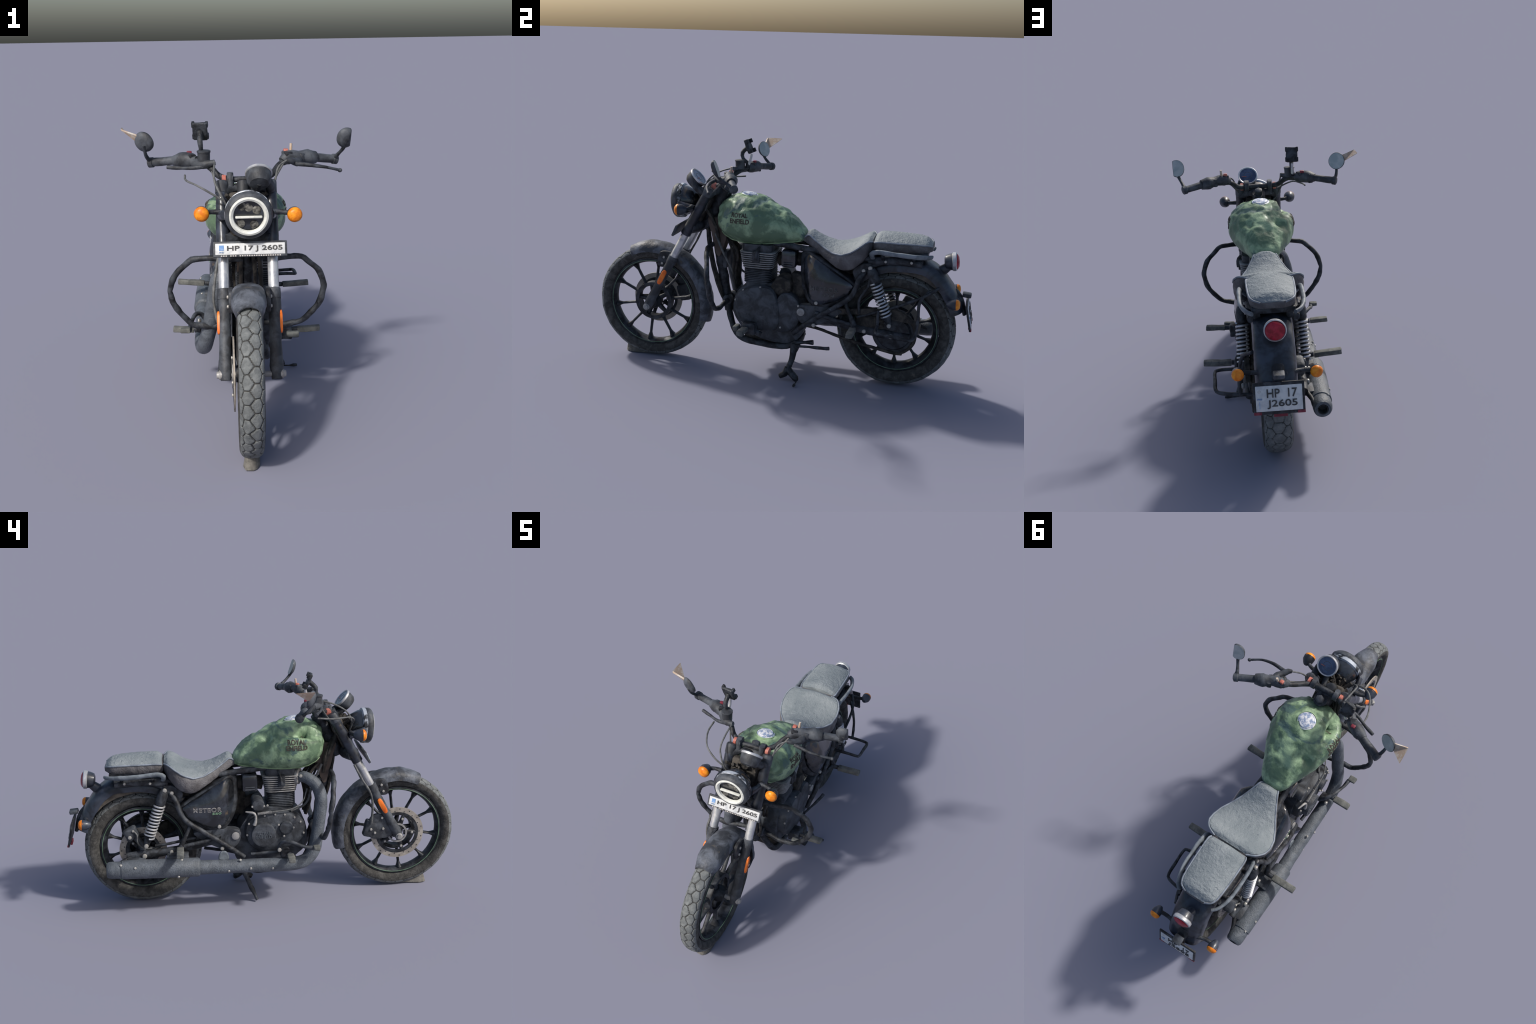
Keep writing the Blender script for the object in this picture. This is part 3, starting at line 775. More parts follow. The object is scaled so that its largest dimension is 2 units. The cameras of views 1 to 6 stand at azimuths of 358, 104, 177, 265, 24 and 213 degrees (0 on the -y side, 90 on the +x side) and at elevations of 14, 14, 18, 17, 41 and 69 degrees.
# oil cooler
oc = box('oil_cooler', P(-0.012, -0.285, 0.575), (0.035, 0.012, 0.045), 'engine_black', fr, bevel=0.004)
for k in range(8):
    box('cooler_fin', P(-0.012, -0.299, 0.538 + k * 0.0105), (0.032, 0.004, 0.0022), 'frame_black', oc, bevel=0)

# crash guard
g = None
for s in (-1, 1):
    pts = [P(s * 0.015, -0.348, 0.655), P(s * 0.13, -0.343, 0.661), P(s * 0.218, -0.332, 0.655), P(s * 0.282, -0.315, 0.600), P(s * 0.310, -0.305, 0.535), P(s * 0.310, -0.300, 0.500),
           P(s * 0.290, -0.292, 0.438), P(s * 0.222, -0.283, 0.366), P(s * 0.15, -0.274, 0.355), P(s * 0.03, -0.258, 0.365)]
    if s > 0:
        pts = [p + Y * 0.02 * min(1.0, max(0.0, (p.x - CX - 0.1) / 0.2)) for p in pts]
    kinked = []                              # short straight runs with slight wobble, as on the bent bar
    for i, p in enumerate(pts):
        kinked.append(p + Vector((random.uniform(-.003, .003), random.uniform(-.004, .004), random.uniform(-.003, .003))))
        if i < len(pts) - 1:
            kinked.append(p.lerp(pts[i + 1], 0.5) + Vector((s * 0.004 if 2 < i < 7 else 0, 0, 0)))
    g = tube('crash_guard', kinked, 0.0125, 'frame_black', n=12, lump=0.003, ridge=0.12)
    lathe('guard_clamp', [(-0.02, 0.02), (-0.016, 0.026), (0.016, 0.026), (0.02, 0.02)], P(s * 0.03, -0.262, 0.365), X, 'frame_black', g, 16)

# ------------------------------------------------------------------ engine
def round_rect_fin(cy, cx, z, ly, lx, t, r=0.03):
    """cooling fin: rounded rectangle slab"""
    rings = []
    o = []
    for qx, qy, a0 in ((1, 1, 0), (-1, 1, 90), (-1, -1, 180), (1, -1, 270)):
        for k in range(7):
            a = math.radians(a0 + 15 * k)
            o.append((qx * (lx - r) + math.cos(a) * r, qy * (ly - r) + math.sin(a) * r))
    for k, h in ((0.9, -t), (0.985, -t), (1.0, -t * 0.5), (1.0, t * 0.5), (0.985, t), (0.9, t)):
        rings.append([P(cx + u * k, cy + v * k, z + h) for u, v in o])
    return loft_bm(rings)


EO = 0.015            # the barrel stands slightly to the left of the middle plane
eng = add('engine', finish(round_rect_fin(-0.088, EO, 0.52, 0.066, 0.082, 0.16), 50, 0.002), 'engine_black')
add('cylinder_head', finish(round_rect_fin(-0.090, EO, 0.668, 0.080, 0.095, 0.024), 40, 0.003), 'engine_black', eng)
for k in range(8):                       # bright machined upper fins
    t = k / 7
    z = 0.652 - 0.0115 * k
    add('cooling_fin', finish(round_rect_fin(-0.0875, EO, z, 0.094 - 0.015 * t, 0.108 - 0.012 * t, 0.0024), 40), 'cast_bare', eng)
    add('cooling_fin', finish(round_rect_fin(-0.0875, EO, z - 0.0055, 0.090 - 0.015 * t, 0.103 - 0.012 * t, 0.0024), 40), 'frame_black', eng)
for k in range(8):                       # black lower fins
    z = 0.556 - 0.0092 * k
    add('cooling_fin', finish(round_rect_fin(-0.088, EO, z, 0.073, 0.088, 0.0026), 40), 'engine_black', eng)
for s in (-1, 1):
    box('spark_plug_tunnel', P(EO + s * 0.098, -0.09, 0.632), (0.016, 0.018, 0.030), 'frame_black', eng, bevel=0.004)
    tube('spark_plug_lead', [P(EO + s * 0.114, -0.088, 0.615), P(EO + s * 0.116, -0.086, 0.645), P(EO + s * 0.10, -0.078, 0.675), P(s * 0.06, -0.06, 0.70)], [0.009, 0.008, 0.006, 0.006], 'frame_black', eng, n=10)
# crankcase core
core = [(0.11, 0.42), (0.06, 0.48), (-0.05, 0.49), (-0.17, 0.455), (-0.21, 0.38), (-0.20, 0.29), (-0.13, 0.215), (0.02, 0.175), (0.13, 0.20), (0.165, 0.30)]
plate_yz('crankcase', core, -0.095, 0.095, 'engine_black', eng, lump=0.004)
# right cover (timing side)
rc_out = [(0.106, 0.385), (0.083, 0.445), (0.02, 0.478), (-0.06, 0.484), (-0.14, 0.465), (-0.192, 0.425), (-0.205, 0.378), (-0.19, 0.335), (-0.15, 0.302), (-0.08, 0.278), (-0.005, 0.265), (0.06, 0.29), (0.095, 0.33)]
plate_yz('engine_cover', rc_out, -0.09, -0.137, 'engine_black', eng, dome=0.012, inset=0.022, n=78, lump=0.0012)
def disc_yz(y, z, r, n=20):
    return [(y + r * math.cos(2 * math.pi * k / n), z + r * math.sin(2 * math.pi * k / n)) for k in range(n)]
plate_yz('clutch_cap', disc_yz(0.014, 0.374, 0.062), -0.13, -0.168, 'engine_black', eng, inset=0.004, n=60)
text('cover_lettering', 'ROYAL\nENFIELD', P(-0.168, 0.014, 0.376), (0, -1, 0), Z3, 0.078, 0.036, 'muffler_black', eng, bold=0.01)
plate_yz('inspection_cap', disc_yz(-0.101, 0.404, 0.034), -0.13, -0.160, 'engine_black', eng, inset=0.003, n=60)
for y, z in ((-0.062, 0.424), (-0.137, 0.405), (-0.088, 0.362)):
    bolt(P(-0.160, y, z), -X, eng, 0.0065)
for y, z in ((0.086, 0.43), (0.052, 0.458), (0.005, 0.468), (-0.048, 0.472), (-0.096, 0.468), (-0.145, 0.450), (-0.175, 0.425), (0.096, 0.37), (-0.19, 0.365)):
    bolt(P(-0.137, y, z), -X, eng, 0.0065)
# starter / intake side pieces on the right
plate_yz('throttle_body', disc_yz(0.034, 0.519, 0.032), -0.02, -0.125, 'engine_black', eng, inset=0.006, n=60)
for y, z in ((0.064, 0.514), (0.006, 0.514), (-0.012, 0.516)):
    bolt(P(-0.120, y, z), -X, eng, 0.007)
ib = box('intake_box', P(0.0, 0.070, 0.624), (0.088, 0.039, 0.045), 'black_gloss', eng, bevel=0.012, lump=0.002, cuts=1)
for s in (-1, 1):
    for k in range(2):
        box('intake_rib', P(s * 0.089, 0.070, 0.594 + 0.012 * k), (0.003, 0.024, 0.0025), 'engine_black', ib, bevel=0)
tube('intake_duct', [P(0, -0.0, 0.60), P(0, 0.05, 0.61), P(0, 0.14, 0.61)], 0.036, 'dusty_black', eng)
box('linkage_box', P(0.050, 0.125, 0.49), (0.030, 0.040, 0.065), 'dusty_black', eng, bevel=0.015, lump=0.007, cuts=4)
# kick lever / clutch arm with spring on top of the cover
ca = tube('clutch_arm', [P(-0.145, 0.058, 0.425), P(-0.147, 0.05, 0.455), P(-0.143, 0.056, 0.484), P(-0.13, 0.10, 0.492)], [0.010, 0.006, 0.006, 0.004], 'cast_bare', eng, n=10, lump=0.002)
def helix(p0, p1, rad, wire, turns, n=14, per=20):
    p0, p1 = Vector(p0), Vector(p1)
    ax = (p1 - p0).normalized()
    e1 = (X - ax * X.dot(ax)).normalized() if abs(ax.x) < 0.9 else (Z3 - ax * ax.z).normalized()
    e2 = ax.cross(e1)
    pts = []
    N = int(turns * per)
    for i in range(N + 1):
        t = i / N
        a = 2 * math.pi * turns * t
        pts.append(p0.lerp(p1, t) + (e1 * math.cos(a) + e2 * math.sin(a)) * rad)
    rings = []
    for i, p in enumerate(pts):
        tg = (pts[min(i + 1, N)] - pts[max(i - 1, 0)]).normalized()
        o = p - p0
        nr = (o - ax * o.dot(ax)).normalized()
        nr = (nr - tg * nr.dot(tg)).normalized()
        bi = tg.cross(nr)
        rings.append([p + (nr * math.cos(2 * math.pi * k / n) + bi * math.sin(2 * math.pi * k / n)) * wire for k in range(n)])
    return loft_bm(rings)
add('return_spring', finish(helix(P(-0.146, 0.04, 0.483), P(-0.146, -0.03, 0.489), 0.006, 0.0018, 12, 6, 12)), 'cast_bare', eng)
tube('clutch_cable', [P(-0.146, 0.04, 0.483), P(-0.146, -0.05, 0.490), P(-0.14, -0.13, 0.497), P(-0.11, -0.19, 0.52), P(-0.08, -0.22, 0.58)], [0.003, 0.004, 0.003, 0.003, 0.004], 'cable_grey', eng, n=8, lump=0)
# left side covers
plate_yz('engine_cover', [(0.02, 0.44), (-0.02, 0.478), (-0.10, 0.475), (-0.17, 0.445), (-0.195, 0.385), (-0.178, 0.31), (-0.12, 0.262), (-0.04, 0.245), (0.03, 0.262), (0.045, 0.34)], 0.09, 0.142, 'engine_black', eng, dome=0.01, inset=0.016, lump=0.0015)
plate_yz('engine_cover', [(0.045, 0.45), (0.12, 0.44), (0.15, 0.37), (0.135, 0.29), (0.08, 0.25), (0.02, 0.255), (0.01, 0.35)], 0.08, 0.130, 'engine_black', eng, dome=0.006, inset=0.012, lump=0.0015)
plate_yz('starter_motor', [(-0.01, 0.48), (0.03, 0.535), (0.085, 0.52), (0.09, 0.46), (0.03, 0.44)], 0.02, 0.115, 'dusty_black', eng, inset=0.01, lump=0.003)
for y, z in ((-0.19, 0.40), (-0.15, 0.455), (-0.06, 0.478), (0.0, 0.455), (-0.15, 0.285), (-0.06, 0.25), (0.05, 0.275), (0.14, 0.40)):
    bolt(P(0.132, y, z), X, eng, 0.0065, name='bolt')
box('sump', P(0.0, -0.02, 0.185), (0.075, 0.14, 0.035), 'dusty_black', eng, bevel=0.02, lump=0.005, cuts=3)

# exhaust: header bend, long pipe, muffler, tip
EXH = [P(-0.045, -0.165, 0.640), P(-0.075, -0.215, 0.638), P(-0.102, -0.264, 0.602), P(-0.122, -0.284, 0.535), P(-0.138, -0.273, 0.450), P(-0.155, -0.256, 0.360),
       P(-0.172, -0.238, 0.288), P(-0.186, -0.19, 0.236), P(-0.194, -0.11, 0.224), P(-0.195, 0.05, 0.228), P(-0.196, 0.20, 0.232), P(-0.199, 0.36, 0.238)]
ex = tube('exhaust_pipe', EXH, [0.026, 0.029, 0.031, 0.032, 0.032, 0.032, 0.032, 0.033, 0.034, 0.035, 0.035, 0.036], 'muffler_black', n=20, lump=0.0018)
lathe('exhaust_flange', [(-0.012, 0.03), (-0.01, 0.042), (0.004, 0.042), (0.008, 0.032)], P(-0.052, -0.18, 0.640), (-0.45, -0.85, 0), 'cast_bare', ex, 14, lump=0.004)
bolt(P(-0.10, -0.185, 0.655), -X, ex, 0.010)
MA = P(-0.198, 0.34, 0.240)
MD = (P(-0.190, 0.80, 0.250) - MA).normalized()
mu = lathe('muffler', [(0.0, 0.034), (0.004, 0.043), (0.012, 0.047), (0.20, 0.048), (0.36, 0.047), (0.388, 0.046), (0.392, 0.040)], MA, MD, 'muffler_black', ex, 40, lump=0.0016)
lathe('exhaust_tip', [(0.38, 0.034), (0.388, 0.042), (0.43, 0.043), (0.452, 0.041), (0.462, 0.035), (0.464, 0.024), (0.458, 0.021), (0.42, 0.020), (0.42, 0.002)], MA, MD, 'muffler_black', ex, 36, lump=0.0012)
lathe('exhaust_bore', [(0.425, 0.001), (0.426, 0.0195), (0.4645, 0.0205), (0.4645, 0.0195), (0.430, 0.0185), (0.430, 0.001)], MA, MD, 'ink', ex, 24)
for y, dz in ((0.73, 0.042), (0.43, 0.046), (0.14, 0.03), (0.09, -0.012), (0.20, -0.02), (0.45, -0.03), (-0.02, -0.02), (0.66, 0.03)):
    x_ = -0.197 - (math.sqrt(max(0.0, (0.047 if y > 0.34 else 0.035) ** 2 - dz ** 2)))
    bolt(P(x_, y, 0.24 + dz), (-1, 0, dz * 20), ex, 0.0075)
box('muffler_mount', P(-0.135, 0.655, 0.277), (0.030, 0.045, 0.010), 'engine_black', ex, bevel=0.004, lump=0.003, cuts=2)
tube('muffler_mount', [P(-0.125, 0.68, 0.285), P(-0.15, 0.735, 0.268), P(-0.16, 0.775, 0.25)], [0.012, 0.010, 0.012], 'frame_black', ex, n=10, lump=0.003)
box('muffler_mount', P(-0.155, 0.45, 0.288), (0.036, 0.055, 0.014), 'engine_black', ex, bevel=0.006, lump=0.004, cuts=2)
plate_yz('muffler_bracket', [(0.205, 0.30), (0.235, 0.30), (0.245, 0.26), (0.195, 0.26)], -0.165, -0.172, 'grab_grey', ex)

# ------------------------------------------------------------------ tank
TY = [-0.316, -0.310, -0.300, -0.270, -0.230, -0.180, -0.130, -0.080, -0.030, 0.020, 0.060, 0.095, 0.120, 0.140, 0.150]
TT = [0.830, 0.858, 0.888, 0.913, 0.927, 0.934, 0.931, 0.919, 0.897, 0.871, 0.848, 0.823, 0.797, 0.772, 0.756]
TB = [0.812, 0.780, 0.745, 0.714, 0.694, 0.685, 0.683, 0.683, 0.686, 0.690, 0.695, 0.700, 0.705, 0.712, 0.730]
TW = [0.030, 0.070, 0.106, 0.136, 0.158, 0.170, 0.168, 0.158, 0.140, 0.117, 0.099, 0.083, 0.070, 0.055, 0.028]
# hollows in the sheet metal: centre, radii (x, y, z), depth
DENTS = [((-0.098, -0.225, 0.900), (0.027, 0.085, 0.036), 0.068), ((-0.058, -0.010, 0.878), (0.024, 0.024, 0.030), 0.040),
         ((-0.095, -0.10, 0.895), (0.03, 0.05, 0.03), 0.014), ((0.065, -0.07, 0.915), (0.018, 0.018, 0.018), 0.012),
         ((0.100, 0.02, 0.865), (0.02, 0.03, 0.02), 0.012), ((0.15, -0.15, 0.88), (0.02, 0.03, 0.02), 0.012),
         ((0.00, -0.02, 0.91), (0.015, 0.015, 0.02), 0.008), ((0.12, -0.26, 0.88), (0.022, 0.03, 0.022), 0.014),
         ((0.02, 0.06, 0.855), (0.02, 0.02, 0.02), 0.010)]
rings = []
NS, NR = 110, 96
for i in range(NS + 1):
    u = 0.5 - 0.5 * math.cos(math.pi * i / NS)
    y = TY[0] + (TY[-1] - TY[0]) * u
    zt, zb, hw = (float(np.interp(y, TY, a)) for a in (TT, TB, TW))
    zm = zb + (zt - zb) * 0.52
    ring = []
    for k in range(NR):
        a = 2 * math.pi * k / NR
        c_, s_ = math.cos(a), math.sin(a)
        if s_ >= 0:
            e_ = float(np.interp(y, [-0.25, -0.1, 0.1], [0.82, 0.95, 1.1]))
            w = hw * math.copysign(abs(c_) ** e_, c_)
            z = zm + (zt - zm) * s_ ** 0.98
        else:
            w = hw * math.copysign(abs(c_) ** 0.62, c_) * (1 - 0.24 * (-s_) ** 1.5)
            z = zm - (zm - zb) * (-s_) ** 0.62
        ring.append(P(w, y, z))
    rings.append(ring)
bm = loft_bm(rings)
bmesh.ops.recalc_face_normals(bm, faces=bm.faces)
bm.normal_update()
newco = []
for v in bm.verts:
    p, n_ = v.co, v.normal
    f = noise.noise(p * 16) * 0.0042 + noise.noise(p * 38 + Vector((3, 1, 7))) * 0.0028 + noise.noise(p * 80 + Vector((9, 2, 4))) * 0.0014
    f += (noise.voronoi(p * 26)[0][0] - 0.4) * 0.006 - 0.003
    up = max(0.0, min(1.0, (p.z - 0.76) / 0.1))          # top sheet is crumpled more than the flanks
    d = f * (0.40 + 1.15 * up)
    for (dx, dy, dz), (rx, ry, rz), dep in DENTS:
        q = ((p.x - dx) / rx) ** 2 + ((p.y - dy) / ry) ** 2 + ((p.z - dz) / rz) ** 2
        d -= dep * math.exp(-q)
    newco.append(p + n_ * d)
for v, c_ in zip(bm.verts, newco):
    v.co = c_
tank = add('fuel_tank', finish(bm, 60), 'green_paint')
tb = bvh_of(tank)
for s in (-1, 1):
    lip_pts = []
    for y in np.linspace(-0.285, 0.125, 22):
        zl_ = float(np.interp(y, TY, TB)) + 0.012
        h_ = tb.ray_cast(P(s * 0.3, y, zl_), Vector((-s, 0, 0)))[0]
        if h_ is not None:
            lip_pts.append(h_ + Vector((s * 0.0005, 0, 0)))
    tube('tank_seam', lip_pts, 0.0045, 'green_lip', tank, n=8, lump=0.0005)
cap_hit = tb.ray_cast(Vector((0.033, -0.162, 1.2)), Vector((0, 0, -1)))[0]
capn = Vector((0, 0.12, 1)).normalized()
fc = lathe('filler_cap', [(-0.012, 0.044), (0.003, 0.044), (0.005, 0.040), (0.004, 0.037), (0.010, 0.035), (0.013, 0.02), (0.014, 0.002)], cap_hit, capn, 'chrome_mottled', tank, 40, lump=0.0018)
lathe('cap_ring', [(-0.01, 0.043), (0.005, 0.046), (0.003, 0.049), (-0.01, 0.050)], cap_hit, capn, 'green_paint', tank, 40, loop=True)
text('tank_lettering', 'ROYAL', (-0.13, -0.162, 0.846), (0, -1, 0), (0, 0.05, 1), 0.090, 0.024, 'emblem_brown', tank, bvh=tb, direction=(1, 0, 0), bold=0.02)
text('tank_lettering', 'ENFIELD', (-0.13, -0.162, 0.818), (0, -1, 0), (0, 0.05, 1), 0.104, 0.024, 'emblem_brown', tank, bvh=tb, direction=(1, 0, 0), bold=0.02)
text('tank_lettering', 'ROYAL', (0.2, -0.170, 0.848), (0, 1, 0), Z3, 0.082, 0.022, 'emblem_brown', tank, bvh=tb, direction=(-1, 0, 0), bold=0.02)
text('tank_lettering', 'ENFIELD', (0.2, -0.168, 0.818), (0, 1, 0), Z3, 0.100, 0.024, 'emblem_brown', tank, bvh=tb, direction=(-1, 0, 0), bold=0.02)

# ------------------------------------------------------------------ seats
SY = [0.138, 0.150, 0.168, 0.200, 0.250, 0.300, 0.350, 0.400, 0.440, 0.470, 0.488, 0.496]
ZC = [0.742, 0.766, 0.776, 0.757, 0.732, 0.719, 0.722, 0.736, 0.755, 0.770, 0.768, 0.757]
ZE = [0.735, 0.750, 0.757, 0.736, 0.709, 0.690, 0.690, 0.710, 0.739, 0.760, 0.760, 0.750]
WE = [0.038, 0.047, 0.053, 0.068, 0.094, 0.124, 0.151, 0.161, 0.156, 0.135, 0.105, 0.070]
ZL = [0.720, 0.714, 0.709, 0.690, 0.660, 0.634, 0.608, 0.616, 0.645, 0.680, 0.705, 0.720]
WL = [0.036, 0.050, 0.058, 0.074, 0.102, 0.130, 0.147, 0.152, 0.145, 0.122, 0.095, 0.062]


SO = 0.001           # sideways offset of the cushions


def cushion(name, SY, ZC, ZE, WE, ZL, WL, ns=130, inset_top=0.0):
    """padded cushion: crowned top panel down to the piping, then side walls; two meshes that meet at the piping"""
    sm = lambda y, a: float(np.interp(y, SY, a))
    tops, sides = [], []
    for i in range(ns + 1):
        u = 0.5 - 0.5 * math.cos(math.pi * i / ns)
        y = SY[0] + (SY[-1] - SY[0]) * u
        zc, ze, we, zl, wl = (np.mean([sm(min(max(y + d, SY[0]), SY[-1]), a) for d in (-.012, -.006, 0, .006, .012)]) for a in (ZC, ZE, WE, ZL, WL))
        ym = (SY[0] + SY[-1]) / 2
        yt = ym + (y - ym) * 0.975           # the top panel stops just inside the side wall
        tr = []
        for k in range(61):
            t = -1 + 2 * k / 60
            s = abs(t)
            z = zc - (zc - ze) * (s ** 2.3)
            tr.append(P(SO + we * t * 0.985, yt, z + (0.0 if s < 1 else -0.004)))
        tr += [P(SO + we * t * 0.9, yt, ze - 0.02) for t in (1, 0.5, 0, -0.5, -1)]
        tops.append(tr)
        sr = []
        for sgn in (-1, 1):
            wall = [(0.96, 0.0), (1.0, 0.08), (1.03, 0.25), (1.03, 0.6), (1.0, 0.9), (0.95, 1.0)]
            seq = wall if sgn == 1 else wall[::-1]
            for kx, tz in seq:
                w = we + (wl - we) * tz
                sr.append(P(SO + sgn * w * kx, y, ze - 0.002 - (ze - zl) * tz))
        sides.append(sr)
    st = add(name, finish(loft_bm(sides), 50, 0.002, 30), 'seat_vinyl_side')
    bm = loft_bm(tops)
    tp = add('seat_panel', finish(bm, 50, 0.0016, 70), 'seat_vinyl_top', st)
    for sgn in (-1, 1):
        pts = [P(SO + sgn * np.interp(y, SY, WE) * 0.995, y, np.interp(y, SY, ZE) - 0.003) for y in np.linspace(SY[0] + 0.004, SY[-1] - 0.004, 26)]
        tube('piping', pts, 0.0046, 'seat_piping', st, n=8, lump=0.0005)
    return st


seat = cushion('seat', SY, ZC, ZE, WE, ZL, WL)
PYs = [0.498, 0.503, 0.515, 0.54, 0.62, 0.70, 0.740, 0.765, 0.778, 0.784]
pz = [0.768, 0.779, 0.787, 0.790, 0.790, 0.786, 0.781, 0.772, 0.758, 0.745]
pe_ = [0.752, 0.755, 0.758, 0.760, 0.760, 0.760, 0.758, 0.755, 0.750, 0.742]
pw_ = [0.086, 0.098, 0.103, 0.104, 0.103, 0.100, 0.095, 0.084, 0.063, 0.030]
pl_ = [0.718, 0.716, 0.714, 0.713, 0.713, 0.715, 0.717, 0.719, 0.721, 0.724]
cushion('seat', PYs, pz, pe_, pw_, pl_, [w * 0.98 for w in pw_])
box('seat_base', P(0, 0.64, 0.703), (0.092, 0.125, 0.014), 'frame_black', bevel=0.006)
box('seat_base', P(0, 0.40, 0.655), (0.095, 0.08, 0.03), 'frame_black', bevel=0.008)
for s in (-1, 1):
    rail = tube('grab_rail', [P(s * 0.105, 0.50, 0.675), P(s * 0.126, 0.497, 0.700), P(s * 0.134, 0.525, 0.714), P(s * 0.137, 0.60, 0.710), P(s * 0.133, 0.69, 0.705), P(s * 0.115, 0.755, 0.702), P(s * 0.09, 0.785, 0.700)],
         [0.013, 0.014, 0.014, 0.013, 0.013, 0.013, 0.011], 'grab_grey', n=12, flat=0.7, up=(0, 0, 1), lump=0.0018)
    tube('rail_bracket', [P(s * 0.095, 0.55, 0.668), P(s * 0.13, 0.55, 0.695)], 0.009, 'frame_black', rail, n=8)
    tube('rail_bracket', [P(s * 0.09, 0.70, 0.675), P(s * 0.125, 0.70, 0.695)], 0.009, 'frame_black', rail, n=8)
    bolt(P(s * 0.115, 0.565, 0.665), X * s, rail, 0.008)
    bolt(P(s * 0.115, 0.69, 0.670), X * s, rail, 0.008)
    # fender strut under the seat
    tube('fender_strut', [P(s * 0.10, 0.48, 0.65), P(s * 0.10, 0.60, 0.665), P(s * 0.098, 0.74, 0.660)], 0.014, 'frame_black', rail, n=10, flat=1.2)

# side covers with badges
for s in (-1, 1):
    sc = plate_yz('side_cover', [(0.412, 0.540), (0.30, 0.607), (0.195, 0.663), (0.155, 0.650), (0.148, 0.60), (0.160, 0.51), (0.20, 0.437), (0.255, 0.418), (0.31, 0.432), (0.385, 0.475), (0.408, 0.51)],
                  s * 0.07, s * 0.150, 'black_gloss', dome=0.012, inset=0.022, n=88, lump=0.0015)
    plate_yz('side_cover_frame', [(0.42, 0.545), (0.30, 0.618), (0.19, 0.672), (0.135, 0.662), (0.130, 0.60), (0.140, 0.50), (0.185, 0.425), (0.255, 0.400), (0.32, 0.418), (0.395, 0.465), (0.42, 0.51)],
             s * 0.06, s * 0.134, 'frame_black', sc, inset=0.01, n=88)
    for o_ in (sc, sc.children[0]):
        for v in o_.data.vertices:           # covers lean in toward the seat nose and the top
            y_, z_ = v.co.y, v.co.z
            k_ = 0.85 * max(0.0, 0.205 - y_) + 0.15 * max(0.0, z_ - 0.55)
            w_ = (v.co.x - CX) * s
            v.co.x = CX + s * max(0.03, w_ - k_)
        o_.data.update()
    b_ = bvh_of(sc)
    d_ = (-s, 0, 0)
    rgt = (0, s, 0)
    zt_ = 0.523 if s < 0 else 0.508
    yc_ = 0.290 if s < 0 else 0.275
    text('badge_lettering', 'METEOR', P(s * 0.16, yc_, zt_), rgt, Z3, 0.142, 0.0225, 'badge_white' if s < 0 else 'cable_grey', sc, bvh=b_, direction=d_, bold=0.035, spacing=1.25, depth=0.0006)
    text('badge_lettering', 'METEOR', P(s * 0.16, yc_, zt_), rgt, Z3, 0.139, 0.0175, 'ink', sc, bvh=b_, direction=d_, bold=-0.004, spacing=1.25, depth=0.0014)
    if s < 0:
        text('badge_lettering', '350', P(s * 0.16, 0.245, 0.503), rgt, Z3, 0.046, 0.011, 'badge_green', sc, bvh=b_, direction=d_, bold=0.01, depth=0.001)
    else:
        text('badge_lettering', '4X4', P(s * 0.16, 0.295, 0.478), rgt, Z3, 0.066, 0.022, 'cable_grey', sc, bvh=b_, direction=d_, shear=0.3, depth=0.0008)
    bolt(P(s * 0.150, 0.235, 0.430), X * s, sc, 0.011)

# ------------------------------------------------------------------ swing arm, shocks, chain
for s in (-1, 1):
    sa = tube('swing_arm', [P(s * 0.08, 0.135, 0.355), P(s * 0.10, 0.24, 0.345), P(s * 0.118, 0.45, 0.310), P(s * 0.120, 0.60, 0.295), P(s * 0.120, 0.705, 0.290)], [0.024, 0.020, 0.018, 0.022, 0.017], 'frame_black', n=12, flat=1.1, lump=0.002)
    plate_yz('pivot_plate', [(0.14, 0.40), (0.24, 0.41), (0.36, 0.40), (0.33, 0.36), (0.22, 0.30), (0.16, 0.31), (0.13, 0.35)], s * 0.095, s * 0.135, 'engine_black', sa, inset=0.005, lump=0.001)
    lathe('pivot_bolt', [(0, 0.02), (0.006, 0.02), (0.008, 0.016), (0.008, 0.002)], P(s * 0.135, 0.155, 0.370), X * s, 'cast_bare', sa, 18)
    bolt(P(s * 0.142, 0.615, 0.294), X * s, sa, 0.014)
    bolt(P(s * 0.137, 0.48, 0.305), X * s, sa, 0.012)
    bolt(P(s * 0.146, 0.225, 0.312), X * s, sa, 0.012)
    # shock absorber with exposed coil
    p0, p1 = P(s * 0.131, 0.495, 0.632), P(s * 0.136, 0.603, 0.350)
    sh_ = tube('shock_absorber', [p0.lerp(p1, 0.02), p0.lerp(p1, 0.10), p0.lerp(p1, 0.24), p0.lerp(p1, 0.27)], [0.018, 0.026, 0.027, 0.02], 'frame_black', n=16)
    tube('damper_rod', [p0.lerp(p1, 0.2), p1], 0.014, 'frame_black', sh_, n=12)
    tube('shock_eye', [p0.lerp(p1, 0.84), p0.lerp(p1, 0.97)], [0.024, 0.014], 'frame_black', sh_, n=14)
    add('coil_spring', finish(helix(p0.lerp(p1, 0.26), p0.lerp(p1, 0.86), 0.0255, 0.0050, 10.5, 8, 22)), 'chrome', sh_)
    bolt(p0 + X * s * 0.008, X * s, sh_, 0.013)
    bolt(p1 + X * s * 0.012, X * s, sh_, 0.013)
rcal = box('brake_caliper', P(-0.105, 0.675, 0.405), (0.022, 0.034, 0.030), 'engine_black', ex=X, ey=(0, 1, -0.5), ez=(0, 0.5, 1), bevel=0.01, lump=0.005, cuts=2)
tube('caliper_arm', [P(-0.098, 0.66, 0.39), P(-0.10, 0.635, 0.35), P(-0.10, 0.615, 0.30)], [0.02, 0.015, 0.02], 'engine_black', rcal, n=10)
bolt(P(-0.128, 0.683, 0.392), -X, rcal, 0.011)
bolt(P(-0.128, 0.665, 0.425), -X, rcal, 0.007)
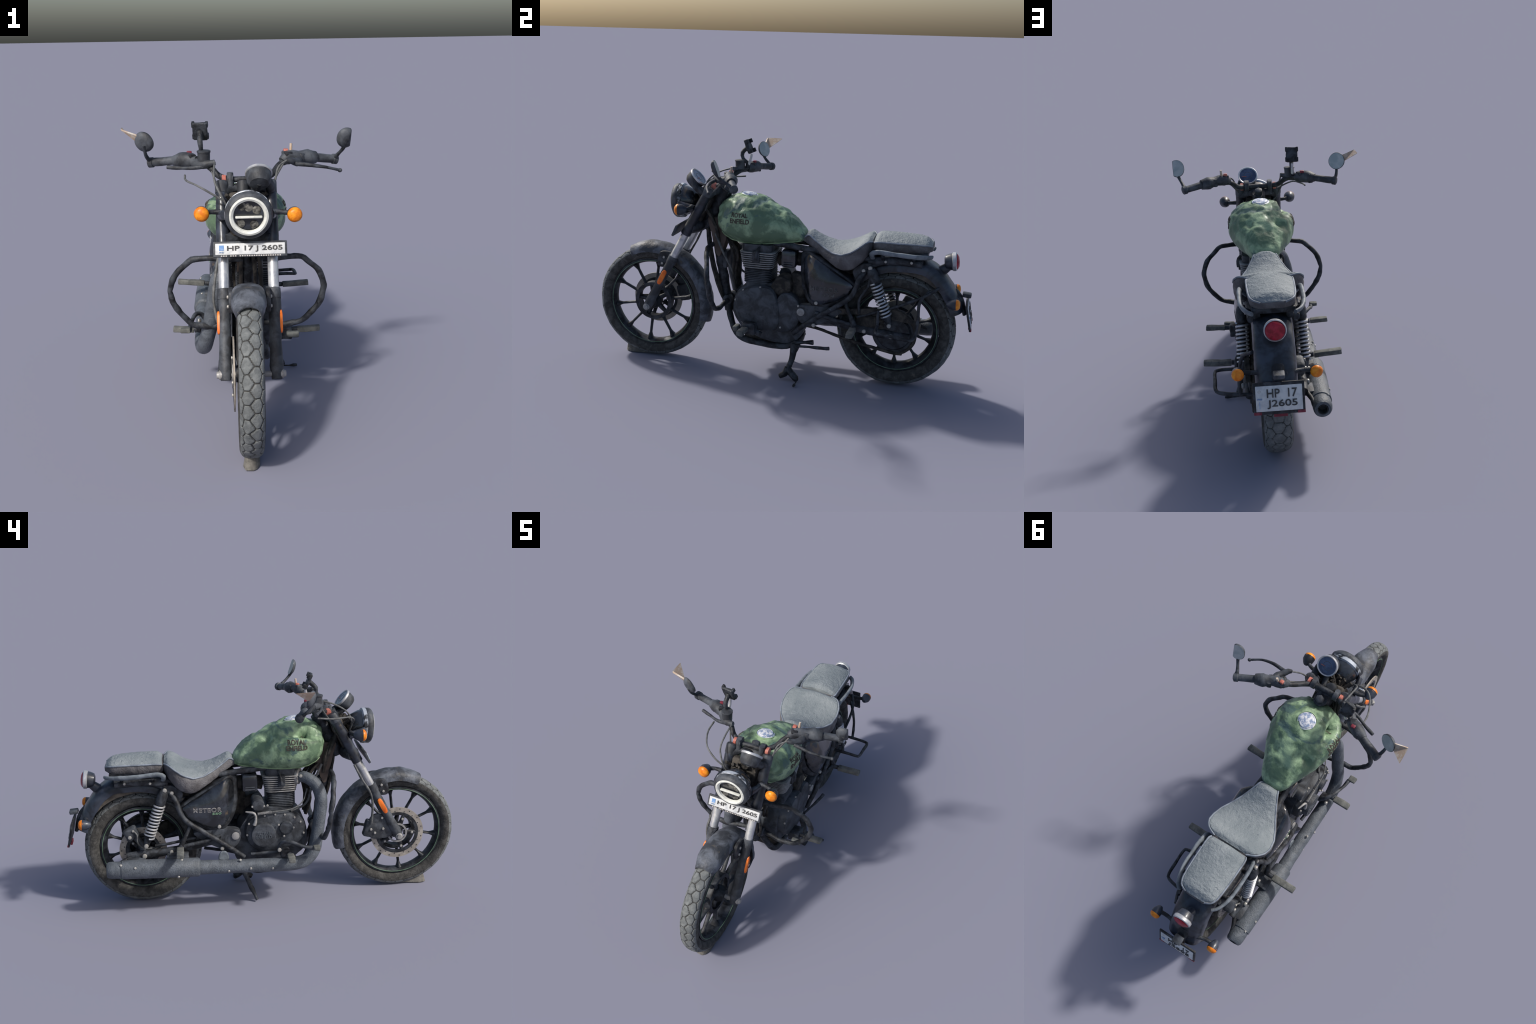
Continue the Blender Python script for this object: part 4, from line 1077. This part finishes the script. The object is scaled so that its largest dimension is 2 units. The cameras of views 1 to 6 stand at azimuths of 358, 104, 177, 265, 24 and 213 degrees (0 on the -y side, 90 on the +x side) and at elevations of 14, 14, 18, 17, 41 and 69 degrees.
tube('brake_hose', [P(-0.125, 0.665, 0.425), P(-0.135, 0.645, 0.405), P(-0.13, 0.645, 0.36), P(-0.11, 0.60, 0.32), P(-0.11, 0.48, 0.34), P(-0.10, 0.33, 0.36)], 0.0045, 'cable_grey', rcal, n=8)
tube('torque_arm', [P(-0.115, 0.56, 0.335), P(-0.118, 0.48, 0.345), P(-0.115, 0.35, 0.365)], 0.008, 'frame_black', rcal, n=8)
# chain loop
cw = 0.102
loop = []
for k in range(13):
    a = math.radians(80 - 160 * k / 12)
    loop.append(P(cw, 0.624 + 0.108 * math.cos(a), 0.300 + 0.108 * math.sin(a)))
low = [P(cw, 0.42, 0.232), P(cw, 0.22, 0.285)]
frt = [P(cw, 0.10 - 0.04 * math.cos(math.radians(a)), 0.335 - 0.045 * math.sin(math.radians(a))) for a in (60, 0, -60)]
ch = tube('chain', [P(cw, 0.30, 0.385)] + loop + low + frt, 0.0085, 'dusty_black', n=8, lump=0.002)
box('chain_case', P(0.104, 0.505, 0.345), (0.018, 0.075, 0.040), 'dusty_black', ch, ex=X, ey=(0, 1, -0.1), ez=(0, 0.1, 1), bevel=0.012, lump=0.006, cuts=3)
plate_yz('chain_guard', [(0.24, 0.395), (0.40, 0.412), (0.62, 0.43), (0.72, 0.38), (0.715, 0.365), (0.60, 0.40), (0.42, 0.385), (0.25, 0.37)], cw + 0.008, cw + 0.030, 'dusty_black', ch, inset=0.004, lump=0.002)

# ------------------------------------------------------------------ controls: pegs, pedals, stand, side guard
def peg(p0, p1, wdt=0.014, hgt=0.010, name='foot_peg'):
    p0, p1 = Vector(p0), Vector(p1)
    d = (p1 - p0)
    q = p0 + d * 0.22
    b = tube(name, [p0, q], 0.013, 'frame_black', n=10, lump=0.003)
    e = d.normalized()
    f = e.cross(Z3).normalized()
    c = (q + p1) / 2
    add('peg_rubber', finish(box_bm(c, e, f, e.cross(f), ((p1 - q).length / 2, wdt, hgt), 0.004, cuts=2), 40, 0.0025, 30), 'peg_rubber', b)
    return b


peg((-0.165, -0.110, 0.283), (-0.282, -0.108, 0.290), 0.017, 0.011)
peg((0.225, -0.112, 0.275), (0.352, -0.116, 0.281), 0.017, 0.011)
peg((-0.12, 0.432, 0.338), (-0.285, 0.436, 0.351), 0.017, 0.012)
peg((0.19, 0.430, 0.325), (0.355, 0.431, 0.333), 0.017, 0.012)
bp = tube('brake_pedal', [P(-0.165, -0.06, 0.300), P(-0.20, -0.075, 0.345), P(-0.225, -0.115, 0.352), P(-0.24, -0.18, 0.330), P(-0.245, -0.225, 0.322)], [0.012, 0.009, 0.009, 0.009, 0.011], 'engine_black', n=10, lump=0.002)
box('pedal_pad', (-0.224, -0.238, 0.328), (0.020, 0.016, 0.009), 'peg_rubber', bp, bevel=0.004, lump=0.003, cuts=2)
box('peg_bracket', P(-0.180, -0.09, 0.285), (0.024, 0.024, 0.02), 'frame_black', bevel=0.008, lump=0.006, cuts=2)
bolt(P(-0.205, -0.058, 0.308), -X, bp, 0.012)
tube('brake_rod', [P(-0.15, -0.06, 0.275), P(-0.14, 0.08, 0.268)], 0.009, 'engine_black', bp, n=8)
gs = tube('gear_lever', [P(0.155, -0.045, 0.235), P(0.165, -0.10, 0.262), P(0.185, -0.15, 0.272)], [0.012, 0.009, 0.010], 'frame_black', n=10, lump=0.002)
box('gear_pad', P(0.195, -0.165, 0.272), (0.026, 0.012, 0.012), 'peg_rubber', gs, bevel=0.005, lump=0.003, cuts=2)
box('peg_bracket', P(0.165, -0.105, 0.265), (0.03, 0.035, 0.028), 'frame_black', bevel=0.008, lump=0.008, cuts=2)
# centre stand
cs = tube('stand', [P(-0.10, 0.12, 0.185), P(0, 0.13, 0.175), P(0.11, 0.125, 0.185)], 0.016, 'frame_black', n=10, lump=0.003)
tube('stand_leg', [P(-0.085, 0.125, 0.18), P(-0.11, 0.09, 0.09), P(-0.130, 0.055, 0.008)], [0.016, 0.012, 0.009], 'frame_black', cs, n=10, lump=0.003)
tube('stand_leg', [P(0.10, 0.125, 0.18), P(0.125, 0.115, 0.11), P(0.145, 0.098, 0.05)], [0.022, 0.015, 0.013], 'frame_black', cs, n=10, lump=0.004)
ft_ = tube('stand_foot', [Vector((0.185, 0.100, 0.066)), Vector((0.188, 0.085, 0.035)), Vector((0.186, 0.060, 0.018))], [0.018, 0.017, 0.014], 'frame_black', cs, n=8, lump=0.003)
tube('stand_foot', [Vector((0.185, 0.100, 0.066)), Vector((0.192, 0.118, 0.045)), Vector((0.200, 0.145, 0.022)), Vector((0.205, 0.152, 0.008))], [0.018, 0.018, 0.018, 0.010], 'frame_black', cs, n=8, lump=0.003)
tube('stand_foot', [Vector((0.202, 0.152, 0.008)), Vector((0.235, 0.152, 0.006)), Vector((0.258, 0.152, 0.008)), Vector((0.274, 0.152, 0.008))], [0.004, 0.003, 0.008, 0.006], 'frame_black', cs, n=8, lump=0.001)
tube('stand_tang', [P(0.105, 0.13, 0.175), P(0.13, 0.20, 0.185), P(0.150, 0.28, 0.195), P(0.155, 0.312, 0.200)], [0.010, 0.007, 0.008, 0.010], 'frame_black', cs, n=8, lump=0.003)
tube('stand_tang', [P(0.10, 0.13, 0.19), P(0.105, 0.18, 0.20), P(0.11, 0.22, 0.205)], [0.014, 0.010, 0.014], 'frame_black', cs, n=8, lump=0.004)
# side guard (passenger clothing guard) on the left
sg = tube('side_guard', [P(0.12, 0.548, 0.345), P(0.20, 0.548, 0.348), P(0.252, 0.550, 0.347), P(0.266, 0.566, 0.343), P(0.266, 0.64, 0.335), P(0.264, 0.700, 0.327), P(0.248, 0.722, 0.322), P(0.18, 0.733, 0.315), P(0.10, 0.735, 0.310)], 0.0085, 'frame_black', n=8)
tube('guard_rod', [P(0.16, 0.737, 0.315), P(0.158, 0.742, 0.41), P(0.145, 0.745, 0.485), P(0.11, 0.785, 0.535)], 0.0075, 'frame_black', sg, n=8)
tube('guard_rod', [P(0.17, 0.548, 0.348), P(0.165, 0.548, 0.40), P(0.15, 0.545, 0.42)], 0.0075, 'frame_black', sg, n=8)
tube('guard_rod', [P(0.12, 0.44, 0.37), P(0.14, 0.60, 0.435), P(0.135, 0.75, 0.505), P(0.10, 0.83, 0.55)], 0.0075, 'frame_black', sg, n=8)
tube('guard_rod', [P(0.12, 0.50, 0.60), P(0.14, 0.49, 0.54), P(0.14, 0.45, 0.47), P(0.13, 0.45, 0.39)], 0.0075, 'frame_black', sg, n=8)

# ------------------------------------------------------------------ tail
TA = Vector((0, 1, 0.10)).normalized()
TC = Vector((0.039, 0.893, 0.668))
tl = lathe('tail_light', [(-0.052, 0.020), (-0.046, 0.034), (-0.025, 0.041), (-0.008, 0.043)], TC, TA, 'black_paint', None, 32, lump=0.002)
lathe('tail_bezel', [(-0.014, 0.042), (-0.010, 0.0465), (0.004, 0.047), (0.008, 0.043), (0.002, 0.038)], TC, TA, 'chrome', tl, 40, loop=True, lump=0.001)
lathe('tail_lens', [(0.002, 0.0415), (0.012, 0.038), (0.019, 0.025), (0.021, 0.002)], TC, TA, 'red_lens', tl, 32, lump=0.0015)
tube('tail_bracket', [TC - TA * 0.03 - Z3 * 0.022, P(0.0, 0.835, 0.62), P(0.0, 0.80, 0.60)], [0.022, 0.026, 0.035], 'black_paint', tl, n=12)
indicator('indicator', Vector((0.200, 0.918, 0.496)), (0.05, 1, 0.05), P(0.03, 0.918, 0.487), 0.026)
indicator('indicator', Vector((-0.121, 0.908, 0.484)), (-0.05, 1, 0.05), P(-0.03, 0.918, 0.487), 0.026)
RN = Vector((0, 1, 0.22)).normalized()
RU = Vector((0, -0.22, 1)).normalized()
RPC = Vector((0.040, 0.978, 0.412))
rp = box('number_plate', RPC, (0.104, 0.066, 0.005), 'frame_black', ex=-X, ey=RU, ez=RN, bevel=0.003, lump=0.0)
box('plate_face', RPC + RN * 0.005, (0.094, 0.052, 0.0016), 'plate_white', rp, ex=-X, ey=RU, ez=RN, bevel=0.001)
text('plate_lettering', 'HP  17', RPC + RN * 0.0075 - X * 0.012 + RU * 0.021, -X, RU, 0.122, 0.036, 'ink', rp, bold=0.012)
text('plate_lettering', 'J2605', RPC + RN * 0.0075 - X * 0.012 - RU * 0.024, -X, RU, 0.122, 0.036, 'ink', rp, bold=0.012)
text('plate_lettering', 'IND', RPC + RN * 0.0075 + X * 0.078 - RU * 0.001, -X, RU, 0.02, 0.006, 'ink_blue', rp)
box('plate_print', RPC + RN * 0.0068 + X * 0.079 - RU * 0.026, (0.001, 0.014, 0.0006), 'ink_blue', rp, ex=-X, ey=RU, ez=RN, bevel=0)
lathe('plate_crest', [(0, 0.006), (0.0008, 0.006), (0.0008, 0.004), (0, 0.004)], RPC + RN * 0.0066 + X * 0.079 + RU * 0.03, RN, 'badge_white', rp, 16, loop=True)
for s in (-1, 1):
    box('plate_reflector', RPC + X * s * 0.088 - RU * 0.060 + RN * 0.003, (0.016, 0.006, 0.004), 'dark_red', rp, ex=-X, ey=RU, ez=RN, bevel=0.002)
box('plate_reflector', P(0.0, 0.986, 0.342), (0.028, 0.005, 0.009), 'dark_red', rp, bevel=0.002)
pl = box('plate_lamp', P(0.0, 0.962, 0.504), (0.024, 0.022, 0.010), 'engine_black', rp, ex=X, ey=(0, 1, -0.1), ez=(0, 0.1, 1), bevel=0.005, lump=0.002, cuts=2)
tube('plate_bracket', [P(0, 0.900, 0.52), P(0, 0.925, 0.495), P(0, 0.942, 0.46), P(0, 0.958, 0.40)], [0.03, 0.028, 0.024, 0.02], 'frame_black', rp, n=12, flat=0.5, up=(0, 1, 0), lump=0.002)
